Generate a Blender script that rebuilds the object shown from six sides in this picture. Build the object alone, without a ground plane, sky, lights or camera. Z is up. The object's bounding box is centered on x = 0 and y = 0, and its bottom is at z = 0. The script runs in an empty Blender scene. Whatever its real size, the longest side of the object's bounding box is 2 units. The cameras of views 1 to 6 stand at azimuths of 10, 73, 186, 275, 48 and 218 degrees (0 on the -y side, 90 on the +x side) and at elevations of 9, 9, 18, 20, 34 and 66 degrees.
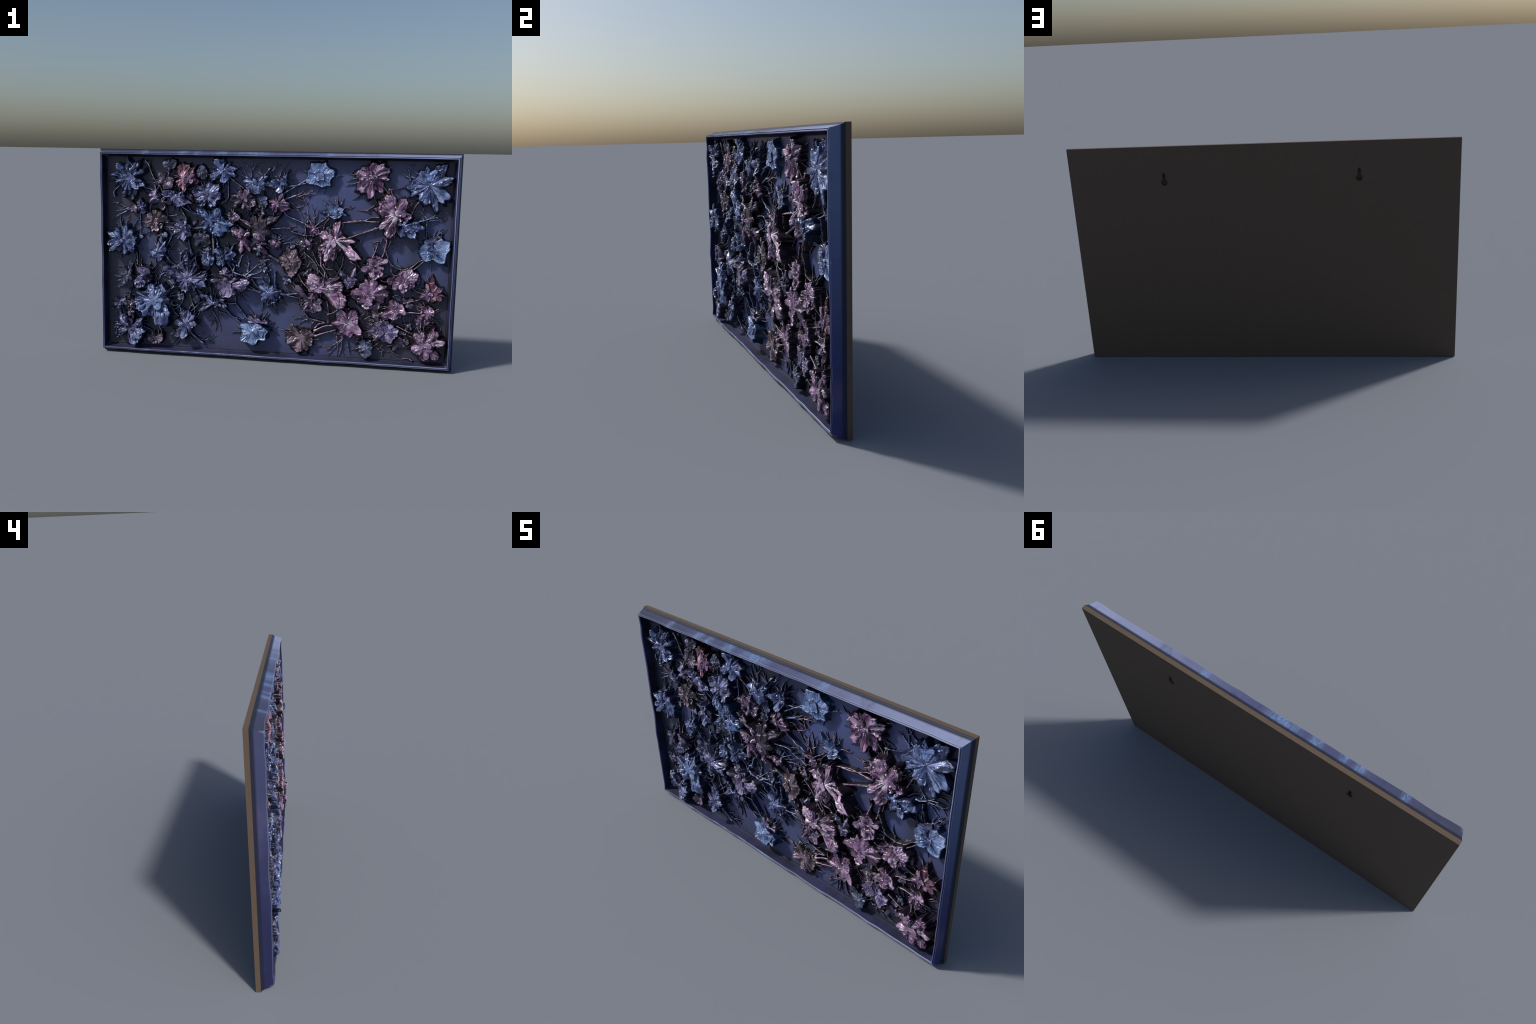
"""Framed relief panel: metallic blue and pink blooms, stems and twigs raised
from a dark board inside a shallow moulded frame, on a brown backing board."""
import bpy, bmesh, math, random
import numpy as np
from mathutils import Vector

rnd = random.Random(11)
FLOOR = 0.0285            # y of the panel the relief grows from (front is -y)
HALF, TOP = 1.0, 1.174    # half width and height of the board


# ------------------------------------------------------------------ noise
def hash2(ix, iy, seed):
    n = (ix.astype(np.int64) * 374761393 + iy.astype(np.int64) * 668265263 + seed * 974634777) & 0x7FFFFFFF
    n = ((n ^ (n >> 13)) * 1274126177) & 0x7FFFFFFF
    n = (n ^ (n >> 16)) & 0xFFFF
    return n / 32767.5 - 1.0


def vnoise(x, y, seed=0):
    ix, iy = np.floor(x), np.floor(y)
    fx, fy = x - ix, y - iy
    ux, uy = fx * fx * (3 - 2 * fx), fy * fy * (3 - 2 * fy)
    a, b = hash2(ix, iy, seed), hash2(ix + 1, iy, seed)
    c, d = hash2(ix, iy + 1, seed), hash2(ix + 1, iy + 1, seed)
    return (a * (1 - ux) + b * ux) * (1 - uy) + (c * (1 - ux) + d * ux) * uy


def fbm(x, y, seed=0, octaves=4):
    s, a = 0, 0.5
    for o in range(octaves):
        s = s + a * vnoise(x * 2 ** o, y * 2 ** o, seed + o * 17)
        a *= 0.5
    return s


def ridged(x, y, seed=0):
    return 1 - np.abs(vnoise(x, y, seed)) * 2


def sstep(a, b, x):
    t = np.clip((x - a) / (b - a), 0, 1)
    return t * t * (3 - 2 * t)


# ------------------------------------------------------------------ materials
class Nodes:
    def __init__(self, name):
        self.mat = bpy.data.materials.new(name)
        self.mat.use_nodes = True
        self.t = self.mat.node_tree
        self.bsdf = self.t.nodes["Principled BSDF"]
        self.tex = self.new("ShaderNodeTexCoord")
        self.geo = self.new("ShaderNodeNewGeometry")

    def new(self, kind, **kw):
        n = self.t.nodes.new(kind)
        for k, v in kw.items():
            setattr(n, k, v)
        return n

    def put(self, sock, val):
        if isinstance(val, bpy.types.NodeSocket):
            self.t.links.new(val, sock)
        else:
            sock.default_value = val

    def math(self, op, a, b=0.0, c=0.0):
        n = self.new("ShaderNodeMath", operation=op)
        for s, v in zip(n.inputs, (a, b, c)):
            self.put(s, v)
        return n.outputs[0]

    def ramp01(self, x, lo, hi, to0=0.0, to1=1.0):
        n = self.new("ShaderNodeMapRange", interpolation_type="SMOOTHSTEP")
        for i, v in enumerate((x, lo, hi, to0, to1)):
            self.put(n.inputs[i], v)
        return n.outputs[0]

    def noise(self, scale, detail=4, rough=0.55, vec=None, stretch=None):
        n = self.new("ShaderNodeTexNoise")
        n.inputs["Scale"].default_value = scale
        n.inputs["Detail"].default_value = detail
        n.inputs["Roughness"].default_value = rough
        v = vec or self.tex.outputs["Object"]
        if stretch:
            m = self.new("ShaderNodeMapping")
            m.inputs["Scale"].default_value = stretch
            self.t.links.new(v, m.inputs["Vector"])
            v = m.outputs[0]
        self.t.links.new(v, n.inputs["Vector"])
        return n.outputs[0]

    def mix(self, fac, a, b, kind="MIX"):
        n = self.new("ShaderNodeMix", data_type="RGBA", blend_type=kind)
        self.put(n.inputs[0], fac)
        for s, v in ((n.inputs[6], a), (n.inputs[7], b)):
            self.put(s, v if isinstance(v, bpy.types.NodeSocket) else (*v, 1.0))
        return n.outputs[2]

    def xyz(self, sock):
        n = self.new("ShaderNodeSeparateXYZ")
        self.t.links.new(sock, n.inputs[0])
        return n.outputs

    def bump(self, height, strength, dist):
        n = self.new("ShaderNodeBump")
        n.inputs["Strength"].default_value = strength
        n.inputs["Distance"].default_value = dist
        self.t.links.new(height, n.inputs["Height"])
        self.t.links.new(n.outputs[0], self.bsdf.inputs["Normal"])

    def finish(self, colour, rough, metal=0.0, spec=0.5):
        self.put(self.bsdf.inputs["Base Color"], colour)
        self.put(self.bsdf.inputs["Roughness"], rough)
        self.put(self.bsdf.inputs["Metallic"], metal)
        self.put(self.bsdf.inputs["Specular IOR Level"], spec)
        return self.mat


#            crease               body                light               second tint          wall
PALETTES = {
    "blue":   ((.008, .012, .040), (.076, .124, .305), (.42, .52, .86), (.052, .070, .22), (.009, .014, .046)),
    "sky":    ((.012, .026, .075), (.112, .192, .415), (.49, .62, .92), (.082, .140, .38), (.010, .024, .070)),
    "azure":  ((.010, .022, .065), (.092, .160, .365), (.45, .57, .90), (.066, .105, .30), (.009, .020, .060)),
    "indigo": ((.008, .010, .034), (.062, .080, .212), (.38, .44, .76), (.082, .070, .18), (.008, .010, .034)),
    "slate":  ((.008, .009, .020), (.042, .054, .130), (.28, .33, .55), (.050, .046, .08), (.008, .009, .020)),
    "lilac":  ((.014, .010, .028), (.148, .112, .265), (.56, .48, .76), (.076, .078, .21), (.013, .011, .024)),
    "plum":   ((.010, .007, .016), (.082, .056, .120), (.38, .29, .46), (.046, .042, .08), (.010, .008, .015)),
    "pink":   ((.018, .007, .019), (.250, .122, .248), (.82, .62, .88), (.110, .052, .15), (.012, .007, .015)),
    "pearl":  ((.019, .008, .021), (.285, .142, .290), (.88, .68, .92), (.140, .070, .18), (.012, .007, .015)),
    "rose":   ((.019, .008, .016), (.250, .100, .170), (.80, .50, .65), (.110, .050, .11), (.013, .007, .012)),
    "bronze": ((.010, .007, .010), (.098, .062, .088), (.66, .48, .62), (.050, .038, .06), (.010, .008, .010)),
}


def bloom_material(name):
    crease, body, light, tint, wall = PALETTES[name]
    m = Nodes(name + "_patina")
    gx, gy, gz = m.xyz(m.tex.outputs["Generated"])
    dx, dz = m.math("SUBTRACT", gx, .5), m.math("SUBTRACT", gz, .5)
    radius = m.math("MULTIPLY", m.math("SQRT", m.math("ADD", m.math("MULTIPLY", dx, dx), m.math("MULTIPLY", dz, dz))), 2.0)
    big = m.ramp01(m.noise(13, 3), .40, .62)
    fine = m.noise(60, 5, .62)
    col = m.mix(big, body, tint)
    # highlights painted in: paler towards the petal ends, cloudy lighter patches
    rub_or_sheen = m.math("MULTIPLY", m.ramp01(radius, .20, .85), m.ramp01(m.noise(20, 3), .40, .64))
    col = m.mix(m.math("MULTIPLY", rub_or_sheen, .48), col, light)
    sweep = m.ramp01(m.noise(11, 2), .50, .72, 0, .22)
    col = m.mix(sweep, col, light)
    col = m.mix(m.ramp01(fine, .55, .76, 0, .45), col, light)
    col = m.mix(m.ramp01(fine, .46, .30, 0, .75), col, crease)
    if name == "pearl":
        col = m.mix(m.ramp01(m.math("ADD", radius, m.math("MULTIPLY", m.noise(18, 2), .5)), .62, .22, 0, .85), col, (.86, .78, .92))  # whitish sheen painted into the heart of the bloom
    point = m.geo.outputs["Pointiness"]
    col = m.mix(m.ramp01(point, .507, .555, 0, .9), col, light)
    col = m.mix(m.ramp01(point, .4995, .460, 0, .95), col, crease)  # edge highlights and crease shade painted in by curvature
    # shading painted in by depth: palest on the raised parts, almost black low down
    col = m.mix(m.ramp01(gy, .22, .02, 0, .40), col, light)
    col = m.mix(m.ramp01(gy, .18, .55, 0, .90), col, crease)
    # hollows: broad soft shade painted into the colour between the raised folds
    hollow_shade = m.math("MULTIPLY", m.ramp01(m.noise(26, 4, .6), .50, .34), m.ramp01(gy, .05, .30, .45, 1.0))
    col = m.mix(m.math("MULTIPLY", hollow_shade, .80), col, crease)
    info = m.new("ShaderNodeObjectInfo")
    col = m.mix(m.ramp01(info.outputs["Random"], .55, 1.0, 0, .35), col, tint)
    # sides that run back to the panel have dark shade painted in
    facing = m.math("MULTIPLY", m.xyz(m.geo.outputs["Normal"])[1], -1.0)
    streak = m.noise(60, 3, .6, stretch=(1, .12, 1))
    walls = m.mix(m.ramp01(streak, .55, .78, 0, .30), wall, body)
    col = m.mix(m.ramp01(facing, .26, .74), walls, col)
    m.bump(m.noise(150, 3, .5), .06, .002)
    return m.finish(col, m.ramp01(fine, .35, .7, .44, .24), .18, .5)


def bead_material(name):
    crease, body, light, tint, wall = PALETTES[name]
    m = Nodes(name + "_bead")
    col = m.mix(m.ramp01(m.noise(120, 2), .38, .56), body, light)
    col = m.mix(m.ramp01(m.noise(90, 1), .57, .63, 0, .6), col, (.85, .86, .92))  # white glints painted into the colour of some beads
    return m.finish(col, .26, .1, .6)


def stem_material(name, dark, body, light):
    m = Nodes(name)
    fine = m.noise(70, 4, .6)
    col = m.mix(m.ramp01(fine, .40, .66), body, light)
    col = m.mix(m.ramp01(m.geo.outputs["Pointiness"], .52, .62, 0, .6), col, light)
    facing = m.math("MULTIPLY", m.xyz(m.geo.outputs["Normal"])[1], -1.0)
    col = m.mix(m.ramp01(facing, .25, .75), dark, col)  # pale backs and dark flanks: highlight and shade put into the colour
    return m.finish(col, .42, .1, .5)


def panel_material():
    m = Nodes("panel_paint")
    pos = m.tex.outputs["Object"]
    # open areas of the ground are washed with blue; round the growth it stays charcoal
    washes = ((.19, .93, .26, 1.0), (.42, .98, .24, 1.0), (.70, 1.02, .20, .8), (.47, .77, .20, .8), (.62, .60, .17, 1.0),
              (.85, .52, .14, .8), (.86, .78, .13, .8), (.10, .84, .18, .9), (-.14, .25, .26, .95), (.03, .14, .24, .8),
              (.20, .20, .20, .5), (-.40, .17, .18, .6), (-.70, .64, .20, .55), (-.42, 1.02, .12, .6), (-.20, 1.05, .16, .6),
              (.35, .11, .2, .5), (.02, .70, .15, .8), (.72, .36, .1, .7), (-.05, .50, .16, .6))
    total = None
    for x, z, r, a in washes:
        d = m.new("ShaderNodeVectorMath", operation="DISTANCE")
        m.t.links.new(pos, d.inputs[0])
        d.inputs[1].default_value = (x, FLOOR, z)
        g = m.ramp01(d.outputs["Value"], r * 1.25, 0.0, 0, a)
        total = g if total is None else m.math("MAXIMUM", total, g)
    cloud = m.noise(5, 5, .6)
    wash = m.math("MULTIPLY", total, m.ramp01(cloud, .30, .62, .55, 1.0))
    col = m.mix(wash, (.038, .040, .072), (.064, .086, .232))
    haze = m.math("MULTIPLY", wash, m.ramp01(m.noise(9, 4), .52, .70, 0, .5))
    col = m.mix(haze, col, (.070, .140, .36))
    violet = m.math("MULTIPLY", wash, m.ramp01(m.noise(4, 2), .55, .72, 0, .25))
    col = m.mix(violet, col, (.115, .095, .25))
    specks = m.math("MULTIPLY", wash, m.ramp01(m.noise(260, 2, .7), .66, .78, 0, .5))
    col = m.mix(specks, col, (.25, .38, .66))
    m.bump(m.noise(120, 4), .12, .002)
    return m.finish(col, .5, 0, .4)


def frame_material(name="frame_lacquer"):
    m = Nodes(name)
    x, y, z = m.xyz(m.tex.outputs["Object"])
    nx, ny, nz = m.xyz(m.geo.outputs["Normal"])
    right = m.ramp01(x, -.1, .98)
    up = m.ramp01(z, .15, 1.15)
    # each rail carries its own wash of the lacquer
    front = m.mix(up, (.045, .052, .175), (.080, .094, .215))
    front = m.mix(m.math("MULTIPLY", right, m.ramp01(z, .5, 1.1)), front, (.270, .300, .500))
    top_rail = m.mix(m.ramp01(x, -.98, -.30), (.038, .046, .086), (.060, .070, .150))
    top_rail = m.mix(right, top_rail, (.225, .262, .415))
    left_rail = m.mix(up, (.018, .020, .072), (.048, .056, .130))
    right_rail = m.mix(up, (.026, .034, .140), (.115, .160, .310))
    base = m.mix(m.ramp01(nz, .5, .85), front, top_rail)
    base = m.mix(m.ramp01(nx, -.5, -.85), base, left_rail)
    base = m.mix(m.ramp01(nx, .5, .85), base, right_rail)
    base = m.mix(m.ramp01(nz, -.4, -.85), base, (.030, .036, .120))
    clouds = m.noise(3.2, 4, .6)
    base = m.mix(m.ramp01(clouds, .50, .70, 0, .5), base, (.094, .090, .190))
    base = m.mix(m.ramp01(clouds, .46, .30, 0, .4), base, (.050, .072, .180))
    # speckled blue rubs across the top and bottom rails
    rub_or_sheen = None
    for cx, w in ((-.50, .040), (-.72, .03), (-.42, .03), (-.11, .13), (.31, .035), (-.28, .05)):
        g = m.ramp01(m.math("ABSOLUTE", m.math("SUBTRACT", x, cx)), w, w * .1)
        rub_or_sheen = g if rub_or_sheen is None else m.math("MAXIMUM", rub_or_sheen, g)
    grain_x = m.noise(90, 5, .75, stretch=(1, .25, .25))
    speck = m.noise(190, 3, .7)
    rub_or_sheen = m.math("MULTIPLY", rub_or_sheen, m.ramp01(m.math("ADD", m.math("MULTIPLY", grain_x, .6), m.math("MULTIPLY", speck, .4)), .40, .62, .12, .85))
    base = m.mix(rub_or_sheen, base, (.155, .265, .480))
    scratch = m.math("MULTIPLY", m.ramp01(m.noise(34, 2, .5, stretch=(1.6, .4, .4)), .70, .74), m.ramp01(clouds, .50, .40))
    base = m.mix(m.math("MULTIPLY", scratch, .7), base, (.40, .50, .75))
    grain_z = m.noise(60, 4, .7, stretch=(.10, .10, 1))
    base = m.mix(m.math("MULTIPLY", m.ramp01(grain_z, .62, .80, 0, .35), m.ramp01(nx, .4, -.4)), base, (.20, .25, .48))
    base = m.mix(m.ramp01(m.noise(30, 3, .6, stretch=(.5, .2, .5)), .44, .30, 0, .35), base, (.03, .036, .105))
    # darker along the back edge and in the hollow of the lip, paler on its roll
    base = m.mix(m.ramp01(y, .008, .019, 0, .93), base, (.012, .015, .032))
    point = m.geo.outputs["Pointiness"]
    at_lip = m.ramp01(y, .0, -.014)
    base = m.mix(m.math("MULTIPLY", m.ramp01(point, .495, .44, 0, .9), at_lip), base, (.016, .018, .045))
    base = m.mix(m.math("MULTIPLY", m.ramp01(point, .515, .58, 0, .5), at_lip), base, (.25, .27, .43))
    m.bump(grain_x, .10, .002)
    return m.finish(base, .58, 0, .22)


def plain_noise_material(name, a, b, scale, rough):
    m = Nodes(name)
    col = m.mix(m.ramp01(m.noise(scale, 5, .6), .35, .65), a, b)
    return m.finish(col, rough, 0, .3)


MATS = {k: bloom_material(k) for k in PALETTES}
BEADS = {k: bead_material(k) for k in PALETTES}
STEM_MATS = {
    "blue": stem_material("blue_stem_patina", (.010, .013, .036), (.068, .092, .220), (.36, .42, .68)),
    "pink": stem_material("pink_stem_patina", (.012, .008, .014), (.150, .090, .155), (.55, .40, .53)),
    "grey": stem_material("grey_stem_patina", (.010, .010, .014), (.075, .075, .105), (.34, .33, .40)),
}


# ------------------------------------------------------------------ objects
root = bpy.data.objects.new("relief_panel", None)
bpy.context.scene.collection.objects.link(root)
root["label"] = "dark framed wall relief of metallic blue and pink blooms"
root["category"] = "wall art"


def make_object(name, verts, faces, mat, parent=root, smooth=None, origin=(0, 0, 0)):
    """faces: list of (n, k) integer arrays of quads or triangles."""
    me = bpy.data.meshes.new(name)
    verts = np.asarray(verts, dtype=np.float32)
    loops = np.concatenate([f.ravel() for f in faces]).astype(np.int32)
    sizes = np.concatenate([np.full(len(f), f.shape[1]) for f in faces]).astype(np.int32)
    me.vertices.add(len(verts))
    me.vertices.foreach_set("co", verts.ravel())
    me.loops.add(len(loops))
    me.loops.foreach_set("vertex_index", loops)
    me.polygons.add(len(sizes))
    me.polygons.foreach_set("loop_start", np.concatenate([[0], np.cumsum(sizes)[:-1]]).astype(np.int32))
    me.polygons.foreach_set("use_smooth", np.ones(len(sizes), dtype=bool))
    me.update(calc_edges=True)
    me.validate()
    if smooth is not None:
        me.set_sharp_from_angle(angle=math.radians(smooth))
    me.materials.append(mat)
    ob = bpy.data.objects.new(name, me)
    ob.location = origin
    ob.parent = parent
    bpy.context.scene.collection.objects.link(ob)
    return ob


def grid_faces(rows, cols, wrap=False, start=0):
    r = np.arange(rows - 1)[:, None] * cols
    c = np.arange(cols if wrap else cols - 1)[None, :]
    d = (c + 1) % cols
    return np.stack([start + r + c, start + r + d, start + r + cols + d, start + r + cols + c], -1).reshape(-1, 4)


def ball(radius, segs=7, rings=4):
    th = np.linspace(0, math.pi, rings + 1)[1:-1]
    ph = np.arange(segs) * 2 * math.pi / segs
    v = [[0, -radius, 0]]
    for t in th:
        for p in ph:
            v.append([radius * math.sin(t) * math.cos(p), -radius * math.cos(t), radius * math.sin(t) * math.sin(p)])
    v.append([0, radius, 0])
    n = len(th)
    quads = grid_faces(n, segs, True, 1)[:, ::-1]
    i = np.arange(segs)
    tris = np.concatenate([np.stack([np.zeros(segs, int), 1 + i, 1 + (i + 1) % segs], -1),
                           np.stack([np.full(segs, 1 + n * segs), 1 + (n - 1) * segs + (i + 1) % segs, 1 + (n - 1) * segs + i], -1)])
    return np.array(v), quads, tris


# ------------------------------------------------------------------ blooms
SERIAL = [0]
PARTNER = {"blue": "sky", "sky": "blue", "azure": "blue", "indigo": "lilac", "pink": "pearl", "pearl": "pink", "rose": "pink", "lilac": "indigo", "plum": "pink"}
SAG = {"sky": (.00, .07), "indigo": (.06, .26), "pearl": (.14, .34), "slate": (.05, .2)}


def bloom(kind, x, z, height, *lobes, parent=None, base=0.0, plain=False):
    """A solid bloom standing on the panel.  Each lobe is (angle in degrees,
    length mm, width mm[, sharpness]); petals fuse into one lobed outline whose
    sides run straight back to the panel.  The face is folded petal by petal."""
    SERIAL[0] += 1
    seed = SERIAL[0] * 31
    r = random.Random(seed)
    ang = np.array([math.radians(l[0]) for l in lobes])
    length = np.array([l[1] * .00103 for l in lobes])
    width = np.array([l[2] * .00118 for l in lobes])
    power = np.array([l[3] if len(l) > 3 else r.choice((1.7, 2.4, 3.2, 4.0)) for l in lobes])
    big = length.max()
    nth = int(np.clip(2 * math.pi * big / .0022, 88, 280))
    nr = int(np.clip(big / .0025, 14, 48))
    th = np.arange(nth) * 2 * math.pi / nth

    calm = {"sky": .40, "pearl": .75}.get(kind, 1.0)
    lift = np.array([r.uniform(-.34, .12) for _ in lobes]) * calm
    fold = np.array([r.choice((-1, 1, 1)) * r.uniform(.05, .16) for _ in lobes]) * calm
    curl = np.array([r.uniform(-.10, .14) for _ in lobes])
    core = float(np.median(length)) * .42

    def outline(t):
        delta = (t[:, None] - ang[None] + math.pi) % (2 * math.pi) - math.pi
        sin, cos = np.abs(np.sin(delta)), np.cos(delta)
        reach = length * (1 + (sin * length / (width * .5)) ** power) ** (-1 / power)
        reach = np.where(cos > 0, reach, 0.0)
        lateral = length * np.sin(delta) / (width * .5)
        return delta, reach, lateral

    delta, reach, lateral = outline(th)
    # skin stretched between neighbouring petal tips, sagging inwards
    web = np.zeros(nth)
    order = np.argsort(ang % (2 * math.pi))
    for i, a in enumerate(order):
        b = order[(i + 1) % len(order)]
        span = (ang[b] - ang[a]) % (2 * math.pi)
        if span < .02 or span > 2.6:
            continue
        v = (th - ang[a]) % (2 * math.pi)
        inside = v < span
        chord = length[a] * length[b] * math.sin(span) / (length[a] * np.sin(v) + length[b] * np.sin(span - v) + 1e-9)
        sag = r.uniform(*SAG.get(kind, (.06, .36))) * min(1, span / .7 + .25)
        w = v / span
        web = np.where(inside, np.maximum(web, chord * (1 - sag * (4 * w * (1 - w)) ** .8)), web)
    R = ((reach ** 9).sum(1) + core ** 9 + web ** 9) ** (1 / 9)
    cx, sy = np.cos(th), np.sin(th)
    R = R * (1 + calm * .09 * fbm(cx * 6 + 9, sy * 6 + 3, seed, 3) + calm * .045 * vnoise(cx * 19, sy * 19, seed + 5))
    wgt = reach ** 9 + 1e-30
    wgt = wgt / wgt.sum(1, keepdims=True)
    lift_t = (wgt * lift).sum(1)
    curl_t = (wgt * curl).sum(1)
    lat = np.clip((wgt * lateral).sum(1), -2, 2)
    fold_t = (wgt * fold).sum(1)
    gap = sstep(.98, .45, R / (wgt * length).sum(1))      # 1 in the notch between two petals

    t = np.linspace(0, 1, nr + 1)[1:] ** .85
    T, TH = np.meshgrid(t, th, indexing="ij")
    X, Z = T * R * np.cos(TH), T * R * np.sin(TH)

    def face(T, X, Z, lift_t, curl_t, lat, fold_t, gap, TH):
        h = 1 + lift_t * T ** 1.3 + curl_t * sstep(.6, 1, T)
        h = h + fold_t * sstep(.1, .6, T) * (1 - np.minimum(lat ** 2, 1.4))
        h = h - .46 * gap * sstep(.10, .9, T)
        h = h - dip * np.exp(-(T / .28) ** 2)
        k = 34 if big < .06 else 22
        h = h + .30 * calm * fbm(X * k + seed, Z * k, seed + 1, 2)
        # cloth-like wrinkles running outwards, and a few sharp pleats
        wr = vnoise(np.cos(TH) * 3.2 + X * 26, np.sin(TH) * 3.2 + Z * 26, seed + 2)
        h = h + .06 * calm * wr * sstep(.15, .6, T)
        pl = vnoise(np.cos(TH) * 2.2 + X * 34, np.sin(TH) * 2.2 + Z * 34, seed + 3)
        h = h - .26 * calm * np.exp(-(pl / .11) ** 2) * sstep(.25, .7, T) * pleat
        h = h + .030 * sstep(.1, .5, vnoise(X * 22 + 5, Z * 22, seed + 9)) * np.sin(TH * nvein + 3 * vnoise(X * 30, Z * 30, seed)) * sstep(.3, .8, T)
        h = h + .012 * vnoise(X * 150, Z * 150, seed + 6) * sstep(.1, .5, vnoise(X * 24, Z * 24 + seed, seed + 7))
        return h * height

    dip = r.uniform(-.20, .20)
    pleat = r.uniform(.3, 1)
    nvein = r.choice((26, 34, 40))
    H = face(T, X, Z, lift_t, curl_t, lat, fold_t, gap, TH)
    H = np.minimum(np.clip(H, height * .3, height * 1.22), .0795)
    # thin rolled rim, then the edge turns over
    rim = .0030 * (.55 + .6 * vnoise(cx * 6, sy * 6, seed + 10))
    H = H + rim * np.exp(-((T - .93) / .045) ** 2)
    H = H - sstep(.955, 1.0, T) ** 2 * .0030
    H = np.minimum(H, .0795 - base)

    rows_x, rows_z, rows_h = [X], [Z], [H]
    # the sides run back to the panel and melt out into it in an uneven skirt
    skirt = .07 + .30 * np.clip(fbm(cx * 3 + 2, sy * 3, seed + 8, 2) + .12, 0, 1)
    drag = .0018 * vnoise(th * 48 / math.pi, th * 0, seed + 4)
    for s in (.93, .80, .62, .44, .28, .14, .05, -.06):
        out = skirt * (1 - s) ** 2.2 + .012 * sstep(1.0, .9, s)
        rr = R * (1 + out) + drag * (1 - s)
        rows_x.append((rr * cx)[None]); rows_z.append((rr * sy)[None]); rows_h.append((H[-1] * s)[None])
    GX, GZ, GH = np.vstack(rows_x), np.vstack(rows_z), np.vstack(rows_h)
    centre = np.array([[0, -(H[0].mean()), 0]])
    verts = np.vstack([centre, np.stack([GX, -GH, GZ], -1).reshape(-1, 3)])
    quads = grid_faces(nr + 8, nth, True, 1)[:, ::-1]
    i = np.arange(nth)
    fan = np.stack([np.zeros(nth, int), 1 + (i + 1) % nth, 1 + i], -1)[:, ::-1]
    quads = quads[:, ::-1]
    if parent is None:
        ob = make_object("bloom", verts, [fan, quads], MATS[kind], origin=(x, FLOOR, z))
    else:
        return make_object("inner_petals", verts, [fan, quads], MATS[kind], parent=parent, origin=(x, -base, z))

    # a smaller ruffle of petals lying on the face
    if big > .040 and not plain:
        for _ in range(r.choice((1, 1, 2)) if big > .06 else r.choice((0, 1))):
            j, q = r.randrange(nth), int(nr * r.uniform(.05, .50))
            n = r.randint(3, 6)
            turn, size = r.uniform(0, 360), big * 1000 * r.uniform(.26, .46)
            sub = [(turn + 360 * i / n + r.uniform(-25, 25), size * r.uniform(.45, 1.1), size * r.uniform(.4, .9)) for i in range(n)]
            sunk = float(H[q, j]) - .006
            bloom(PARTNER.get(kind, kind) if r.random() < .3 else kind, float(X[q, j]), float(Z[q, j]),
                  min(.006 + r.uniform(.004, .009), .079 - sunk), *sub, parent=ob, base=sunk)

    # fine rootlets that creep from the edge over the panel
    if not plain:
        tv, tf, off = [], [], 0
        for _ in range(r.randint(5, 9)):
            j = r.randrange(nth)
            a, d = th[j] + r.uniform(-.3, .3), R[j] * .92
            ln, pts = r.uniform(.035, .085), []
            px, pz = x + d * math.cos(th[j]), z + d * math.sin(th[j])
            for k in range(4):
                pts.append((px, pz))
                px, pz = px + ln / 3 * math.cos(a), pz + ln / 3 * math.sin(a)
                a += r.uniform(-.6, .6)
            forks = [pts, [pts[1], ((pts[1][0] + pts[2][0]) / 2 + r.uniform(-.008, .008), (pts[1][1] + pts[2][1]) / 2 + r.uniform(-.008, .008)),
                           (pts[2][0] + r.uniform(-.016, .016), pts[2][1] + r.uniform(-.016, .016))]]
            for f, line in enumerate(forks):
                if any(abs(p[0]) > .945 or not .056 < p[1] < TOP - .056 for p in line):
                    continue
                _, _, _, v, fc = ridge_strip(line, r.uniform(.0017, .0029) * (1 - .3 * f), height * .5 if f == 0 else .010, .0030, .35, seed + off, False, 5)
                tv.append(v - np.array([x, 0, z])); tf.append(fc + off); off += len(v)
        if tv:
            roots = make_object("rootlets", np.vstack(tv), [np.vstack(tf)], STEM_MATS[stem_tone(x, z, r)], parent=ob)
            roots["kind"] = "stuff"

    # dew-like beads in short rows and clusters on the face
    bv, bq, bt, off = [], [], [], 0
    n_beads = int(np.clip(big / .0055, 5, 26))
    row_a, row_t, step = r.uniform(0, 6.28), .5, .1
    for k in range(n_beads):
        if k % 5 == 0:
            row_a, row_t, step = r.uniform(0, 6.28), r.uniform(.1, .75), r.uniform(-.12, .12)
        a = row_a + r.uniform(-.12, .12)
        tt = min(max(row_t, .05), .9)
        row_t += step
        j, q = int(a / (2 * math.pi) * nth) % nth, min(int(tt ** (1 / .85) * nr), nr - 2)
        rad = r.uniform(.0013, .0031) * (1 if r.random() < .88 else 1.8)
        v, qd, tr = ball(rad)
        v = v * np.array([r.uniform(.8, 1.3), .9, r.uniform(.8, 1.3)]) + np.array([X[q, j], -H[q, j] - rad * .35, Z[q, j]])
        bv.append(v); bq.append(qd + off); bt.append(tr + off); off += len(v)
    bv = np.vstack(bv)
    bv[:, 1] = np.maximum(bv[:, 1], -.0803)
    beads = make_object("bead_cluster", bv, [np.vstack(bq), np.vstack(bt)], BEADS[kind], parent=ob)
    beads["kind"] = "stuff"

    # curled ribs: thin raised folds that run from the heart out along some petals
    rv, rq, off = [], [], 0
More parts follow.
